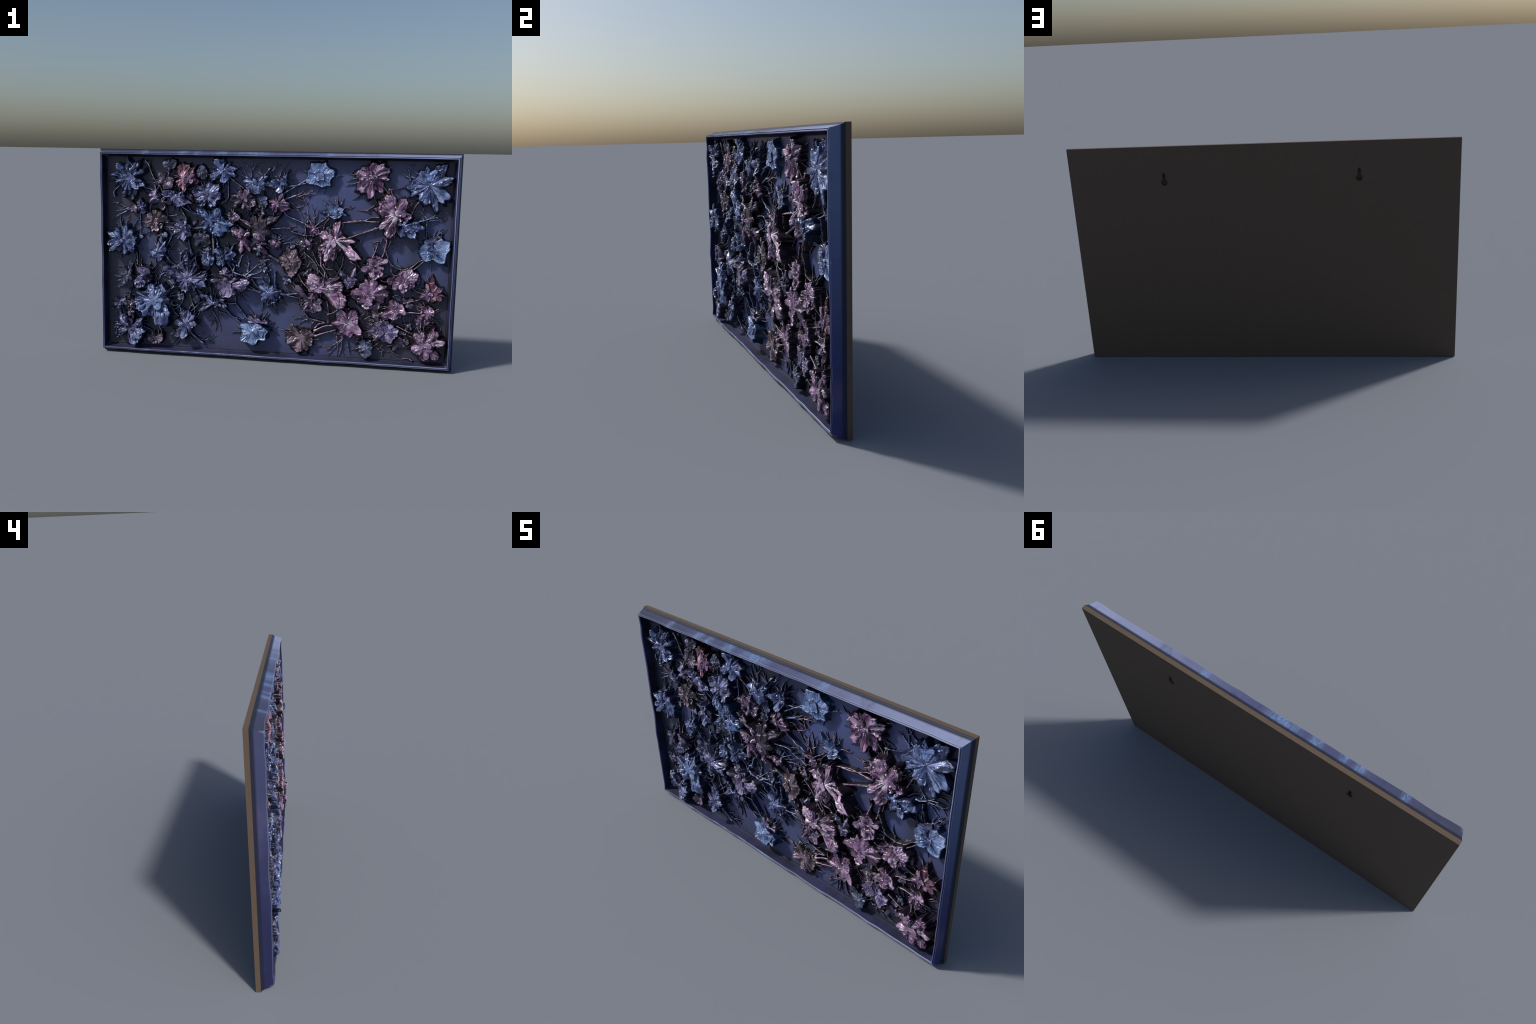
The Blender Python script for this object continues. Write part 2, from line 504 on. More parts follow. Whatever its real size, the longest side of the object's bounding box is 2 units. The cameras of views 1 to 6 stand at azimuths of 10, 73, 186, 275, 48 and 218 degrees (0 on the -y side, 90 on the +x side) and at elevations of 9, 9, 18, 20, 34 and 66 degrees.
    for k, l in enumerate(lobes):
        if plain or r.random() < .62 or length[k] < .025:
            continue
        for side in ((0,) if r.random() < .5 else (-1, 1)):
            n = 14
            s = np.linspace(r.uniform(.12, .45), r.uniform(.7, .97), n)
            bend = side * width[k] * .30 / length[k] + r.uniform(-.08, .08)
            a = ang[k] + bend * np.sin(s * 2.2) + .05 * np.sin(s * 9 + k)
            j = (np.round(a / (2 * math.pi) * nth).astype(int)) % nth
            q = np.clip((s ** (1 / .85) * nr).astype(int), 0, nr - 1)
            px, pz, ph = s * R[j] * np.cos(a), s * R[j] * np.sin(a), H[q, j]
            ph = np.convolve(np.pad(ph, 1, mode="edge"), [.25, .5, .25], "valid")
            hw = np.interp(s, [.1, .4, 1], [.0008, .0017, .0007]) * r.uniform(.8, 1.4)
            nx, nz = -np.gradient(pz), np.gradient(px)
            nn = np.hypot(nx, nz) + 1e-9
            nx, nz = nx / nn, nz / nn
            prof = ((-1, -.9), (-.75, .35), (0, .85), (.75, .35), (1, -.9))
            v = np.stack([np.stack([px + nx * hw * u, -(ph + hw * w), pz + nz * hw * u], -1) for u, w in prof], 1)
            rv.append(v.reshape(-1, 3)); rq.append(grid_faces(n, 5, False, off)); off += n * 5
    if rv:
        rv = np.vstack(rv)
        rv[:, 1] = np.maximum(rv[:, 1], -.0803)
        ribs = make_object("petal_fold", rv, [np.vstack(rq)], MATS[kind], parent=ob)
        ribs["kind"] = "stuff"
    return ob


# ------------------------------------------------------------------ stems and twigs
def spine(points, per=8):
    p = np.array(points, dtype=float)
    e = np.vstack([2 * p[0] - p[1], p, 2 * p[-1] - p[-2]])
    out = []
    for i in range(1, len(e) - 2):
        u = np.linspace(0, 1, per, endpoint=False)[:, None]
        a, b, c, d = e[i - 1], e[i], e[i + 1], e[i + 2]
        out.append(.5 * (2 * b + (c - a) * u + (2 * a - 5 * b + 4 * c - d) * u ** 2 + (3 * b - a - 3 * c + d) * u ** 3))
    out.append(e[-2][None])
    return np.vstack(out)


def stem_tone(x, z, r):
    warm = x > .08 and z < .98 and not (x > .76 and z > .55)
    if warm:
        return "pink" if r.random() < .6 else "grey"
    return "blue" if r.random() < .72 else "grey"


def ridge_strip(pts, width, h0, h1, taper, seed, both_ends, per=8):
    """One raised rib: flat sides up from the panel, rounded back, tapering."""
    c = spine(pts, per)
    n = len(c)
    s = np.linspace(0, 1, n)
    step = np.gradient(c, axis=0)
    step = step / (np.hypot(step[:, 0], step[:, 1])[:, None] + 1e-9)
    nrm = np.stack([-step[:, 1], step[:, 0]], -1)
    c = c + nrm * (.0014 * vnoise(s * n / 9, s * 0, seed))[:, None]
    hw = width * .5 * (1 - (1 - taper) * s) * (1 + .12 * vnoise(s * n / 4, s * 0 + 4, seed))
    run = np.concatenate([[0], np.cumsum(np.hypot(*np.diff(c, axis=0).T))])
    flare = np.exp(-run / .011)                              # webs out of the bloom it leaves
    if both_ends:
        flare = flare + np.exp(-(run[-1] - run) / .011)
    hw = hw * (1 + 1.4 * flare)
    h = (h0 + (h1 - h0) * s) * (1 + .14 * vnoise(s * n / 4, s * 0 + 9, seed))
    crown = np.minimum(hw * 1.1, h * .8)
    # cross-section from the panel up one side, over a rounded back and down
    prof = ((-1.7, None), (-1.15, -1.0), (-.86, -.45), (-.5, -.12), (0, 0), (.5, -.12), (.86, -.45), (1.15, -1.0), (1.7, None))
    cols = []
    for u, w in prof:
        y = np.full(n, .0015) if w is None else -(h + crown * w)
        cols.append(np.stack([c[:, 0] + nrm[:, 0] * hw * u, y, c[:, 1] + nrm[:, 1] * hw * u], -1))
    v = np.stack(cols, 1)
    tip = v[-1].copy()                                       # close the far end on the panel
    tip[:, 0] = c[-1, 0] + step[-1, 0] * hw[-1] * 1.6 + (tip[:, 0] - c[-1, 0]) * .3
    tip[:, 2] = c[-1, 1] + step[-1, 1] * hw[-1] * 1.6 + (tip[:, 2] - c[-1, 1]) * .3
    tip[:, 1] = .0015
    v = np.concatenate([v, tip[None]])
    return c, step, h, v.reshape(-1, 3), grid_faces(n + 1, len(prof))


def ridge(name, width_mm, pts, h0, h1, taper):
    SERIAL[0] += 1
    seed = SERIAL[0] * 13
    r = random.Random(seed)
    width = width_mm * .001
    c, step, h, v, f = ridge_strip(pts, width, h0, h1, taper, seed, name == "stem")
    vs, fs, off = [v], [f], len(v)
    for k in range(r.choice((1, 2, 2, 3)) if name == "twig" else r.choice((0, 1, 1, 2))):
        i = int(len(c) * r.uniform(.2, .85))
        a = math.atan2(step[i, 1], step[i, 0]) + r.choice((-1, 1)) * r.uniform(.45, 1.0)
        ln = r.uniform(.010, .032)
        mid = (c[i, 0] + .5 * ln * math.cos(a), c[i, 1] + .5 * ln * math.sin(a))
        a += r.uniform(-.5, .5)
        end = (mid[0] + .5 * ln * math.cos(a), mid[1] + .5 * ln * math.sin(a))
        if abs(end[0]) > .95 or not .05 < end[1] < TOP - .05:
            continue
        _, _, _, v, f = ridge_strip((tuple(c[i]), mid, end), min(width * .5, .0022), h[i] * .85, .0025, .3, seed + k, False)
        vs.append(v)
        fs.append(f + off)
        off += len(v)
    o = np.array([c[0, 0], 0, c[0, 1]])
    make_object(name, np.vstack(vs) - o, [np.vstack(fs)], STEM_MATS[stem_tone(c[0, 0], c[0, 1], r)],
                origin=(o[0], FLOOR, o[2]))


def stem(width_mm, *pts):
    ridge("stem", width_mm * .82, pts, .029, .024, .72)


def twig(width_mm, *pts):
    ridge("twig", width_mm * .80, pts, .015, .0035, .26)


# the blooms: tint, place on the panel (x, z), height, petals
bloom('blue', -0.817, 1.012, 0.056,
      (95, 96, 34), (132, 92, 39), (56, 101, 39), (26, 93, 30), (171, 113, 21, .9), (-172, 118, 21, .9), (-154, 62, 39), (-118, 71, 30), (-104, 105, 34), (-81, 80, 30), (-45, 84, 34), (-18, 92, 26), (-22, 109, 17, .8))
bloom('slate', -0.585, 1.092, 0.035,
      (171, 37, 39), (-127, 30, 34), (-90, 37, 30), (-31, 37, 39), (21, 44, 43), (72, 30, 51))
bloom('rose', -0.501, 1.018, 0.044,
      (93, 76, 64, 4), (64, 82, 17, .9), (43, 98, 17, .8), (35, 71, 26), (-13, 88, 39), (-27, 55, 34), (-83, 74, 39, 1.4), (-113, 57, 34), (-146, 49, 30))
bloom('plum', -0.604, 0.994, 0.034,
      (122, 51, 47), (-179, 50, 39), (-103, 41, 39), (-39, 47, 47), (17, 48, 51))
bloom('slate', -0.395, 1.050, 0.036,
      (163, 28, 39), (90, 39, 47), (19, 28, 43), (-68, 37, 47), (-141, 29, 39))
bloom('blue', -0.275, 1.062, 0.038,
      (127, 74, 47), (87, 64, 21), (48, 59, 30), (16, 68, 34), (12, 94, 17, .8), (-155, 73, 39), (-140, 75, 30), (-86, 65, 47), (-60, 54, 34), (-20, 71, 26))
bloom('indigo', -0.365, 0.926, 0.05,
      (166, 83, 60), (134, 59, 51), (79, 71, 47), (39, 85, 51), (-2, 80, 51), (-51, 71, 56), (-115, 63, 34), (-155, 54, 47))
bloom('blue', -0.084, 0.993, 0.046,
      (168, 76, 47), (-165, 54, 47), (121, 34, 30), (42, 46, 47), (51, 95, 13, .8), (38, 71, 26), (1, 78, 39), (-5, 118, 26), (-38, 34, 51))
bloom('plum', -0.156, 0.906, 0.052,
      (-178, 70, 34), (159, 57, 26), (111, 50, 51), (66, 62, 47), (10, 62, 43), (-20, 70, 39), (-57, 66, 43), (-95, 43, 34), (-145, 70, 39))
bloom('lilac', -0.662, 0.910, 0.054,
      (156, 40, 34), (101, 45, 39), (19, 29, 34), (-43, 50, 39), (-90, 40, 34), (-132, 49, 39))
bloom('indigo', -0.549, 0.913, 0.05,
      (159, 68, 51), (122, 25, 43), (29, 57, 30), (2, 54, 30), (-19, 100, 34, .9), (-35, 66, 39), (-66, 57, 39), (-132, 48, 34))
bloom('plum', -0.621, 0.888, 0.04,
      (-140, 36, 26), (-95, 53, 34), (-24, 50, 26), (67, 24, 34))
bloom('indigo', -0.744, 0.845, 0.045,
      (109, 42, 30), (44, 33, 39), (-66, 34, 39), (-178, 23, 30), (99, 54, 17, .8))
bloom('bronze', -0.664, 0.771, 0.036,
      (137, 57, 39), (94, 62, 39), (59, 63, 34), (21, 69, 34), (2, 74, 21), (-47, 54, 34), (-76, 55, 26), (-109, 58, 34), (-149, 55, 34), (-170, 61, 30))
bloom('blue', -0.855, 0.659, 0.054,
      (155, 88, 34), (124, 74, 39), (97, 72, 30), (73, 85, 26), (42, 77, 43), (12, 77, 34), (-11, 76, 34), (-45, 86, 47), (-80, 78, 39), (-114, 71, 34), (-140, 88, 26), (-166, 88, 26))
bloom('azure', -0.326, 0.784, 0.06,
      (147, 107, 56), (178, 63, 47), (118, 58, 21), (62, 75, 51), (18, 61, 30), (-7, 108, 30), (-29, 102, 56), (-58, 86, 73), (-98, 62, 51), (-143, 61, 26))
bloom('indigo', -0.502, 0.730, 0.056,
      (154, 56, 47), (111, 51, 39), (67, 58, 30), (28, 51, 30), (-30, 58, 39), (-77, 59, 51), (-119, 57, 47), (-159, 54, 47))
bloom('plum', -0.223, 0.808, 0.042,
      (176, 45, 34), (-134, 32, 34), (-73, 32, 30), (2, 44, 39), (51, 35, 34), (125, 31, 34))
bloom('slate', -0.402, 0.675, 0.032,
      (149, 45, 39), (94, 38, 47), (25, 52, 39), (-19, 55, 39), (-64, 46, 43), (-134, 42, 39))
bloom('plum', -0.074, 0.740, 0.055,
      (148, 110, 26), (148, 63, 26), (112, 83, 51), (79, 84, 26), (68, 57, 26), (43, 105, 60), (35, 136, 30), (41, 62, 39), (7, 53, 30), (-62, 48, 51), (-113, 43, 39))
bloom('pink', -0.161, 0.702, 0.055,
      (142, 74, 47), (101, 49, 47), (28, 50, 47), (-34, 37, 56), (-75, 54, 56), (-95, 88, 47), (-62, 87, 47), (-39, 86, 30), (174, 31, 39))
bloom('pink', -0.056, 0.662, 0.05,
      (131, 34, 26), (-126, 22, 26), (-70, 41, 26), (-58, 60, 26), (60, 26, 30), (18, 32, 21), (97, 39, 26))
bloom('pink', 0.021, 0.673, 0.054,
      (157, 35, 33), (101, 22, 33), (9, 30, 29), (-39, 34, 36), (-95, 34, 40), (-148, 30, 33))
bloom('blue', -0.647, 0.600, 0.05,
      (177, 51, 47), (125, 32, 30), (90, 54, 26), (53, 70, 34), (18, 49, 30), (-24, 40, 34), (-63, 50, 43), (-103, 42, 39), (-152, 42, 34))
bloom('slate', -0.826, 0.451, 0.05,
      (159, 45, 34), (115, 44, 34), (74, 53, 26), (-158, 41, 39), (-125, 58, 39), (-96, 56, 30), (-74, 66, 34))
bloom('lilac', -0.737, 0.462, 0.062,
      (129, 51, 39), (89, 45, 39), (45, 54, 47), (-14, 48, 34), (-36, 51, 30), (-91, 64, 51), (-116, 78, 51), (-149, 77, 34), (169, 19, 30))
bloom('indigo', -0.468, 0.456, 0.064,
      (170, 121, 64), (-170, 112, 47), (-143, 80, 47), (-118, 79, 39), (85, 99, 73), (72, 129, 26, .9), (90, 121, 26, .9), (48, 88, 34), (15, 108, 47), (0, 100, 34), (-23, 104, 56), (-31, 64, 34), (-73, 79, 39), (-97, 73, 30))
bloom('blue', -0.346, 0.569, 0.062,
      (145, 44, 34), (96, 44, 30), (18, 33, 30), (-49, 34, 39), (-102, 41, 47), (-149, 37, 39))
bloom('blue', -0.268, 0.580, 0.052,
      (134, 65, 30), (112, 38, 39), (57, 49, 34), (48, 86, 39, .9), (20, 71, 39), (-13, 51, 30), (-29, 26, 34), (-95, 45, 47), (-130, 48, 34), (175, 36, 34))
bloom('blue', -0.665, 0.321, 0.07,
      (105, 89, 47), (129, 74, 30), (156, 112, 26, .9), (-175, 118, 56), (-150, 103, 39), (-134, 74, 47), (-126, 106, 39), (-104, 96, 47), (-86, 133, 43), (-67, 152, 64), (-43, 114, 39), (-31, 81, 34), (50, 94, 51), (35, 113, 26, .9), (63, 94, 34), (6, 80, 30))
bloom('lilac', -0.606, 0.292, 0.05,
      (127, 39, 39), (60, 38, 39), (3, 33, 30), (-55, 32, 39), (-151, 21, 34), (-24, 51, 21, .8))
bloom('indigo', -0.892, 0.287, 0.034,
      (119, 34, 26), (33, 52, 30), (-19, 25, 39), (-91, 33, 39), (-143, 34, 34))
bloom('plum', -0.821, 0.275, 0.045,
      (142, 42, 34), (89, 46, 34), (46, 41, 34), (-38, 42, 34), (-75, 71, 30), (-163, 20, 34))
bloom('indigo', -0.817, 0.148, 0.06,
      (-177, 91, 60), (-151, 88, 47), (120, 84, 47), (143, 65, 26), (84, 52, 34), (38, 98, 34), (18, 75, 26), (-9, 87, 30), (-38, 84, 51), (-70, 93, 60), (-95, 62, 43))
bloom('plum', -0.669, 0.094, 0.034,
      (-170, 44, 39), (125, 33, 30), (-9, 43, 39), (27, 48, 17), (-59, 37, 39), (-113, 37, 34))
bloom('indigo', -0.482, 0.192, 0.064,
      (112, 73, 43), (79, 75, 43), (44, 70, 34), (3, 60, 34), (-58, 52, 39), (-102, 86, 43), (-131, 71, 34), (175, 61, 47))
bloom('lilac', -0.233, 0.431, 0.06,
      (167, 102, 47), (-173, 68, 43), (-123, 83, 51), (-97, 68, 47), (-58, 61, 51), (-9, 91, 60), (10, 113, 39), (37, 56, 39), (125, 48, 39))
bloom('lilac', -0.256, 0.493, 0.06,
      (-177, 31, 39), (91, 36, 34), (14, 23, 34), (-29, 51, 39), (-116, 30, 39))
bloom('blue', -0.004, 0.390, 0.044,
      (151, 67, 39), (-165, 41, 39), (-136, 55, 34), (-98, 73, 47), (-58, 61, 39), (-22, 63, 47), (11, 67, 34), (54, 51, 34), (111, 52, 39))
bloom('indigo', -0.326, 0.315, 0.046,
      (-150, 90, 43), (179, 69, 34), (146, 83, 39), (133, 54, 26), (102, 46, 21), (24, 75, 34, .9), (-8, 74, 39), (-11, 37, 39), (-133, 33, 39))
bloom('sky', -0.097, 0.170, 0.05,
      (155, 75, 56), (-137, 79, 47), (-113, 66, 30), (-86, 77, 47), (-50, 57, 39), (-31, 80, 43), (3, 81, 39), (38, 56, 51), (120, 46, 39))
bloom('lilac', -0.062, 0.222, 0.05,
      (168, 69, 39), (162, 38, 39), (30, 10, 39), (-1, 54, 39))
bloom('sky', 0.258, 1.050, 0.034,
      (129, 72, 44), (99, 58, 29), (67, 68, 36), (49, 53, 33), (15, 74, 40), (-2, 72, 33), (-25, 56, 36), (-45, 74, 29), (-75, 63, 44), (-115, 56, 44), (-151, 77, 40), (171, 62, 44))
bloom('blue', 0.043, 1.003, 0.046,
      (167, 45, 33), (127, 31, 29), (68, 28, 22), (35, 39, 25), (57, 78, 11, .8), (-20, 39, 29), (-53, 31, 33), (-96, 55, 40), (-150, 38, 33))
bloom('pink', 0.027, 0.894, 0.05,
      (-146, 48, 44), (176, 41, 36), (-110, 51, 40), (91, 29, 29), (58, 61, 25), (24, 48, 22), (-59, 37, 22), (-57, 56, 22), (-36, 65, 25), (-21, 75, 29), (-5, 66, 22))
bloom('azure', 0.339, 0.850, 0.026,
      (124, 47, 29), (71, 50, 25), (31, 45, 22), (22, 53, 11, .8), (137, 92, 11, .8), (-178, 65, 22), (169, 48, 22), (-152, 40, 25), (-10, 70, 15, .8), (-40, 38, 29), (-109, 31, 40))
bloom('pink', 0.234, 0.756, 0.03,
      (108, 27, 33), (160, 39, 22), (153, 54, 15), (13, 19, 29), (-52, 36, 33), (-94, 41, 33), (-133, 36, 29))
bloom('plum', 0.200, 0.667, 0.034,
      (164, 46, 29), (-165, 34, 29), (128, 18, 29), (61, 43, 18), (-6, 26, 44), (-70, 23, 40))
bloom('pearl', 0.350, 0.703, 0.07,
      (156, 84, 55), (134, 53, 40), (87, 91, 44), (76, 102, 22), (69, 55, 44), (6, 61, 36), (0, 103, 22), (-19, 69, 44), (-35, 102, 44), (-34, 164, 47), (-43, 147, 33), (-47, 92, 33), (-94, 113, 55), (-114, 117, 33), (-131, 95, 40), (-149, 99, 40))
bloom('bronze', 0.115, 0.571, 0.048,
      (167, 71, 41), (146, 62, 36), (107, 85, 32), (95, 64, 27), (72, 69, 41), (47, 39, 41), (8, 51, 41), (-29, 53, 50), (-62, 61, 45), (-89, 79, 50), (-124, 63, 45), (-155, 60, 41))
bloom('pearl', 0.284, 0.434, 0.062,
      (152, 89, 41), (131, 100, 54), (115, 79, 27), (168, 56, 63), (156, 30, 54), (20, 47, 45), (34, 116, 18), (12, 114, 54), (-5, 100, 45), (-58, 80, 27, .9), (-23, 74, 50), (-23, 138, 54), (-41, 153, 50))
bloom('plum', 0.221, 0.357, 0.042,
      (133, 110, 45), (156, 71, 50), (-167, 56, 50), (-123, 64, 36), (-98, 57, 36), (-70, 73, 50), (-34, 78, 45), (3, 69, 41), (45, 56, 54))
bloom('lilac', 0.436, 0.480, 0.045,
      (70, 79, 27), (53, 53, 27), (12, 29, 41), (-58, 31, 50), (-103, 43, 50), (-169, 34, 41))
bloom('pink', 0.547, 0.412, 0.046,
      (178, 98, 41), (-165, 91, 41), (169, 78, 36), (134, 73, 45), (-139, 74, 50), (-107, 83, 54), (107, 85, 36), (73, 82, 50), (46, 73, 36), (29, 94, 41), (11, 103, 36), (-2, 98, 32), (-27, 82, 41), (-16, 28, 54))
bloom('plum', 0.576, 0.350, 0.03,
      (-150, 40, 41), (-97, 28, 41), (-29, 26, 50), (42, 29, 41))
bloom('pearl', 0.434, 0.249, 0.05,
      (125, 82, 27), (114, 60, 50), (59, 73, 54), (24, 53, 41), (-26, 56, 50), (-39, 90, 50, 3), (-82, 84, 63), (-114, 73, 54), (-150, 62, 50), (-174, 86, 41), (156, 60, 41))
bloom('bronze', 0.179, 0.144, 0.03,
      (170, 83, 54), (-160, 84, 41), (-134, 78, 41), (-104, 85, 41), (-85, 72, 27), (-64, 78, 27), (-38, 72, 27), (-14, 63, 27), (14, 76, 32), (42, 61, 41), (80, 49, 36), (128, 70, 50))
bloom('pink', 0.537, 1.042, 0.04,
      (169, 86, 55), (138, 73, 40), (-141, 92, 51), (-125, 88, 40), (-99, 105, 29), (-90, 99, 29), (-77, 58, 25), (90, 74, 40), (75, 70, 22), (54, 84, 22), (29, 97, 22), (21, 92, 18), (-4, 84, 18), (-35, 66, 29), (-55, 90, 29), (-63, 67, 25))
bloom('blue', 0.835, 1.007, 0.042,
      (128, 83, 36), (101, 92, 25), (90, 63, 33), (69, 109, 33), (53, 127, 47), (48, 91, 33), (21, 114, 25), (9, 99, 29), (5, 51, 40), (-32, 120, 36), (-23, 91, 33), (-52, 108, 22), (-70, 129, 22), (-78, 132, 18), (-87, 91, 22), (-101, 97, 33), (-122, 89, 36), (-148, 110, 29, .9), (-173, 113, 51), (170, 91, 44), (152, 79, 40))
bloom('pearl', 0.667, 0.855, 0.056,
      (169, 111, 58), (147, 106, 47), (118, 103, 44), (103, 94, 29), (67, 89, 33), (68, 58, 29), (179, 73, 55), (10, 49, 33), (-11, 82, 33), (-136, 107, 44), (-109, 130, 55), (-97, 108, 44), (-73, 55, 51))
bloom('blue', 0.707, 0.794, 0.064,
      (-97, 61, 40), (-65, 46, 33), (-45, 82, 44), (-21, 72, 40), (-4, 107, 33), (12, 84, 29), (44, 37, 40), (-159, 22, 33))
bloom('sky', 0.871, 0.659, 0.034,
      (158, 66, 50), (-170, 69, 50), (-131, 68, 50), (-113, 39, 41), (-65, 58, 45), (-46, 78, 41), (-22, 66, 32), (12, 78, 41), (32, 88, 41), (61, 72, 41))
bloom('indigo', 0.865, 0.710, 0.034,
      (-178, 45, 33), (155, 16, 33), (35, 53, 36), (10, 52, 22), (-8, 84, 29), (-32, 25, 33))
bloom('pink', 0.576, 0.567, 0.038,
      (-177, 57, 41), (-165, 82, 32), (143, 57, 41), (92, 54, 50), (44, 47, 41), (33, 71, 32), (-19, 38, 45), (-60, 56, 36), (-99, 69, 50), (-132, 57, 41))
bloom('pink', 0.724, 0.489, 0.044,
      (180, 88, 36), (161, 61, 45), (-145, 67, 36), (-92, 59, 45), (-43, 44, 36), (-25, 59, 36), (13, 53, 41), (33, 80, 50), (63, 78, 41), (97, 59, 41), (125, 48, 41))
bloom('rose', 0.871, 0.426, 0.034,
      (88, 91, 32), (115, 58, 36), (153, 45, 36), (-153, 55, 36), (-117, 26, 41), (-64, 44, 50), (-5, 69, 36), (10, 35, 41), (32, 64, 41), (67, 50, 41))
bloom('pink', 0.683, 0.331, 0.044,
      (-149, 80, 41), (166, 46, 41), (110, 57, 36), (75, 43, 50), (31, 50, 54), (-10, 59, 36), (-50, 51, 36), (-102, 52, 54), (-141, 55, 41))
bloom('pink', 0.854, 0.322, 0.04,
      (134, 60, 18, .8), (166, 32, 32), (73, 39, 45), (25, 37, 41), (-18, 37, 36), (-53, 38, 36), (-91, 60, 45), (-142, 48, 36), (137, 38, 36))
bloom('lilac', 0.640, 0.203, 0.04,
      (178, 90, 54), (-167, 59, 41), (142, 70, 36), (108, 67, 27), (84, 61, 27), (52, 55, 41), (15, 68, 36), (-14, 60, 50), (-62, 61, 59), (-102, 53, 50), (-149, 51, 50))
bloom('plum', 0.597, 0.261, 0.04,
      (110, 43, 41), (-98, 24, 36), (41, 23, 36), (169, 18, 36))
bloom('pearl', 0.844, 0.143, 0.06,
      (-157, 70, 59), (177, 39, 41), (128, 83, 36), (99, 78, 32), (72, 49, 32), (64, 106, 32), (48, 104, 36), (16, 107, 36), (11, 74, 32), (4, 39, 45), (-42, 104, 54), (-46, 60, 45), (-87, 83, 41), (-116, 53, 45))
bloom('slate', 0.536, 0.108, 0.04,
      (177, 43, 50), (116, 45, 45), (60, 51, 41), (18, 37, 41), (-53, 39, 50), (-88, 52, 50), (-123, 47, 45))
bloom('plum', 0.742, 0.194, 0.026,
      (156, 35, 23), (130, 14, 27), (-20, 29, 23, .8))
bloom('plum', 0.740, 0.159, 0.026,
      (156, 40, 27), (-176, 4, 32), (-21, 34, 27, .8))
bloom('slate', -0.059, 0.883, 0.04,
      (-175, 56, 29), (153, 46, 33), (137, 16, 33), (-43, 5, 29), (20, 35, 29), (-38, 29, 29))
bloom('plum', -0.069, 0.842, 0.04,
      (143, 24, 25), (40, 24, 29), (-28, 30, 25), (-108, 23, 22))
bloom('slate', 0.197, 0.517, 0.035,
      (-171, 42, 23), (137, 13, 23), (36, 33, 23), (-5, 37, 18), (-75, 19, 23))
bloom('slate', 0.392, 0.513, 0.035,
      (164, 14, 32), (103, 23, 27), (-25, 20, 27), (-62, 31, 27))
bloom('plum', 0.184, 0.673, 0.036,
      (155, 30, 27), (-107, 15, 45), (-6, 32, 45), (-35, 45, 27), (73, 29, 36))
bloom('slate', -0.399, 0.358, 0.03,
      (-163, 19, 30), (46, 13, 26), (-21, 44, 26), (-78, 23, 30))
bloom('plum', 0.566, 0.196, 0.03,
      (156, 20, 41), (84, 33, 41), (-35, 23, 41), (-110, 36, 36))

# ribs that join the blooms, and twigs that spray over the open ground: width mm, points of the spine (x, z)
stem(9.4, (-0.884, 1.022), (-0.801, 0.989), (-0.736, 0.964), (-0.662, 0.939), (-0.621, 0.918), (-0.570, 0.888), (-0.502, 0.851), (-0.429, 0.813))
stem(6.4, (-0.725, 1.109), (-0.703, 1.088), (-0.689, 1.044), (-0.662, 0.996), (-0.639, 0.966), (-0.621, 0.918))
twig(3.4, (-0.705, 1.083), (-0.728, 1.096), (-0.760, 1.122))
twig(3.4, (-0.707, 1.096), (-0.718, 1.118), (-0.730, 1.129))
twig(3.4, (-0.707, 1.092), (-0.700, 1.114), (-0.695, 1.125))
stem(5.1, (-0.488, 0.886), (-0.461, 0.839), (-0.429, 0.818))
stem(4.7, (-0.251, 1.019), (-0.246, 0.945), (-0.250, 0.910), (-0.285, 0.881))
stem(5.6, (-0.247, 1.032), (-0.202, 0.998), (-0.162, 0.969))
twig(3.9, (-0.226, 1.041), (-0.204, 1.028), (-0.177, 1.024))
twig(5.1, (-0.767, 0.842), (-0.833, 0.840), (-0.889, 0.866), (-0.950, 0.887))
twig(3.9, (-0.828, 0.841), (-0.890, 0.825), (-0.956, 0.830))
twig(3.9, (-0.819, 0.836), (-0.871, 0.812), (-0.928, 0.779), (-0.955, 0.762))
twig(3.4, (-0.843, 0.820), (-0.890, 0.798), (-0.931, 0.756))
twig(3.4, (-0.889, 0.866), (-0.927, 0.869), (-0.936, 0.873))
twig(5.1, (-0.854, 0.718), (-0.846, 0.750), (-0.824, 0.805))
twig(4.3, (-0.825, 0.701), (-0.806, 0.729), (-0.768, 0.802))
twig(4.3, (-0.761, 0.816), (-0.759, 0.730), (-0.765, 0.662))
twig(3.4, (-0.821, 0.696), (-0.769, 0.721), (-0.745, 0.735))
twig(3.9, (-0.804, 0.948), (-0.785, 0.913), (-0.781, 0.851))
twig(3.4, (-0.743, 0.981), (-0.710, 0.991), (-0.683, 0.991))
twig(3.4, (-0.751, 1.060), (-0.723, 1.076), (-0.705, 1.070))
stem(6.0, (-0.520, 0.841), (-0.497, 0.811), (-0.481, 0.772))
twig(4.7, (-0.600, 0.812), (-0.587, 0.776), (-0.568, 0.750))
twig(3.9, (-0.633, 0.739), (-0.601, 0.738), (-0.571, 0.734))
twig(4.3, (-0.633, 0.770), (-0.601, 0.763), (-0.568, 0.748))
twig(3.4, (-0.591, 0.803), (-0.559, 0.808), (-0.531, 0.818))
stem(6.8, (-0.470, 0.741), (-0.424, 0.738), (-0.361, 0.753))
stem(6.0, (-0.477, 0.674), (-0.465, 0.625), (-0.454, 0.585))
stem(4.3, (-0.571, 0.684), (-0.590, 0.651), (-0.608, 0.624))
stem(7.7, (-0.334, 0.728), (-0.335, 0.657), (-0.330, 0.594))
stem(5.1, (-0.329, 0.701), (-0.311, 0.680), (-0.301, 0.631))
twig(4.3, (-0.142, 1.008), (-0.122, 1.034), (-0.121, 1.073), (-0.115, 1.120))
twig(3.0, (-0.121, 1.068), (-0.138, 1.090), (-0.167, 1.108))
twig(3.0, (-0.116, 1.073), (-0.090, 1.099), (-0.052, 1.115))
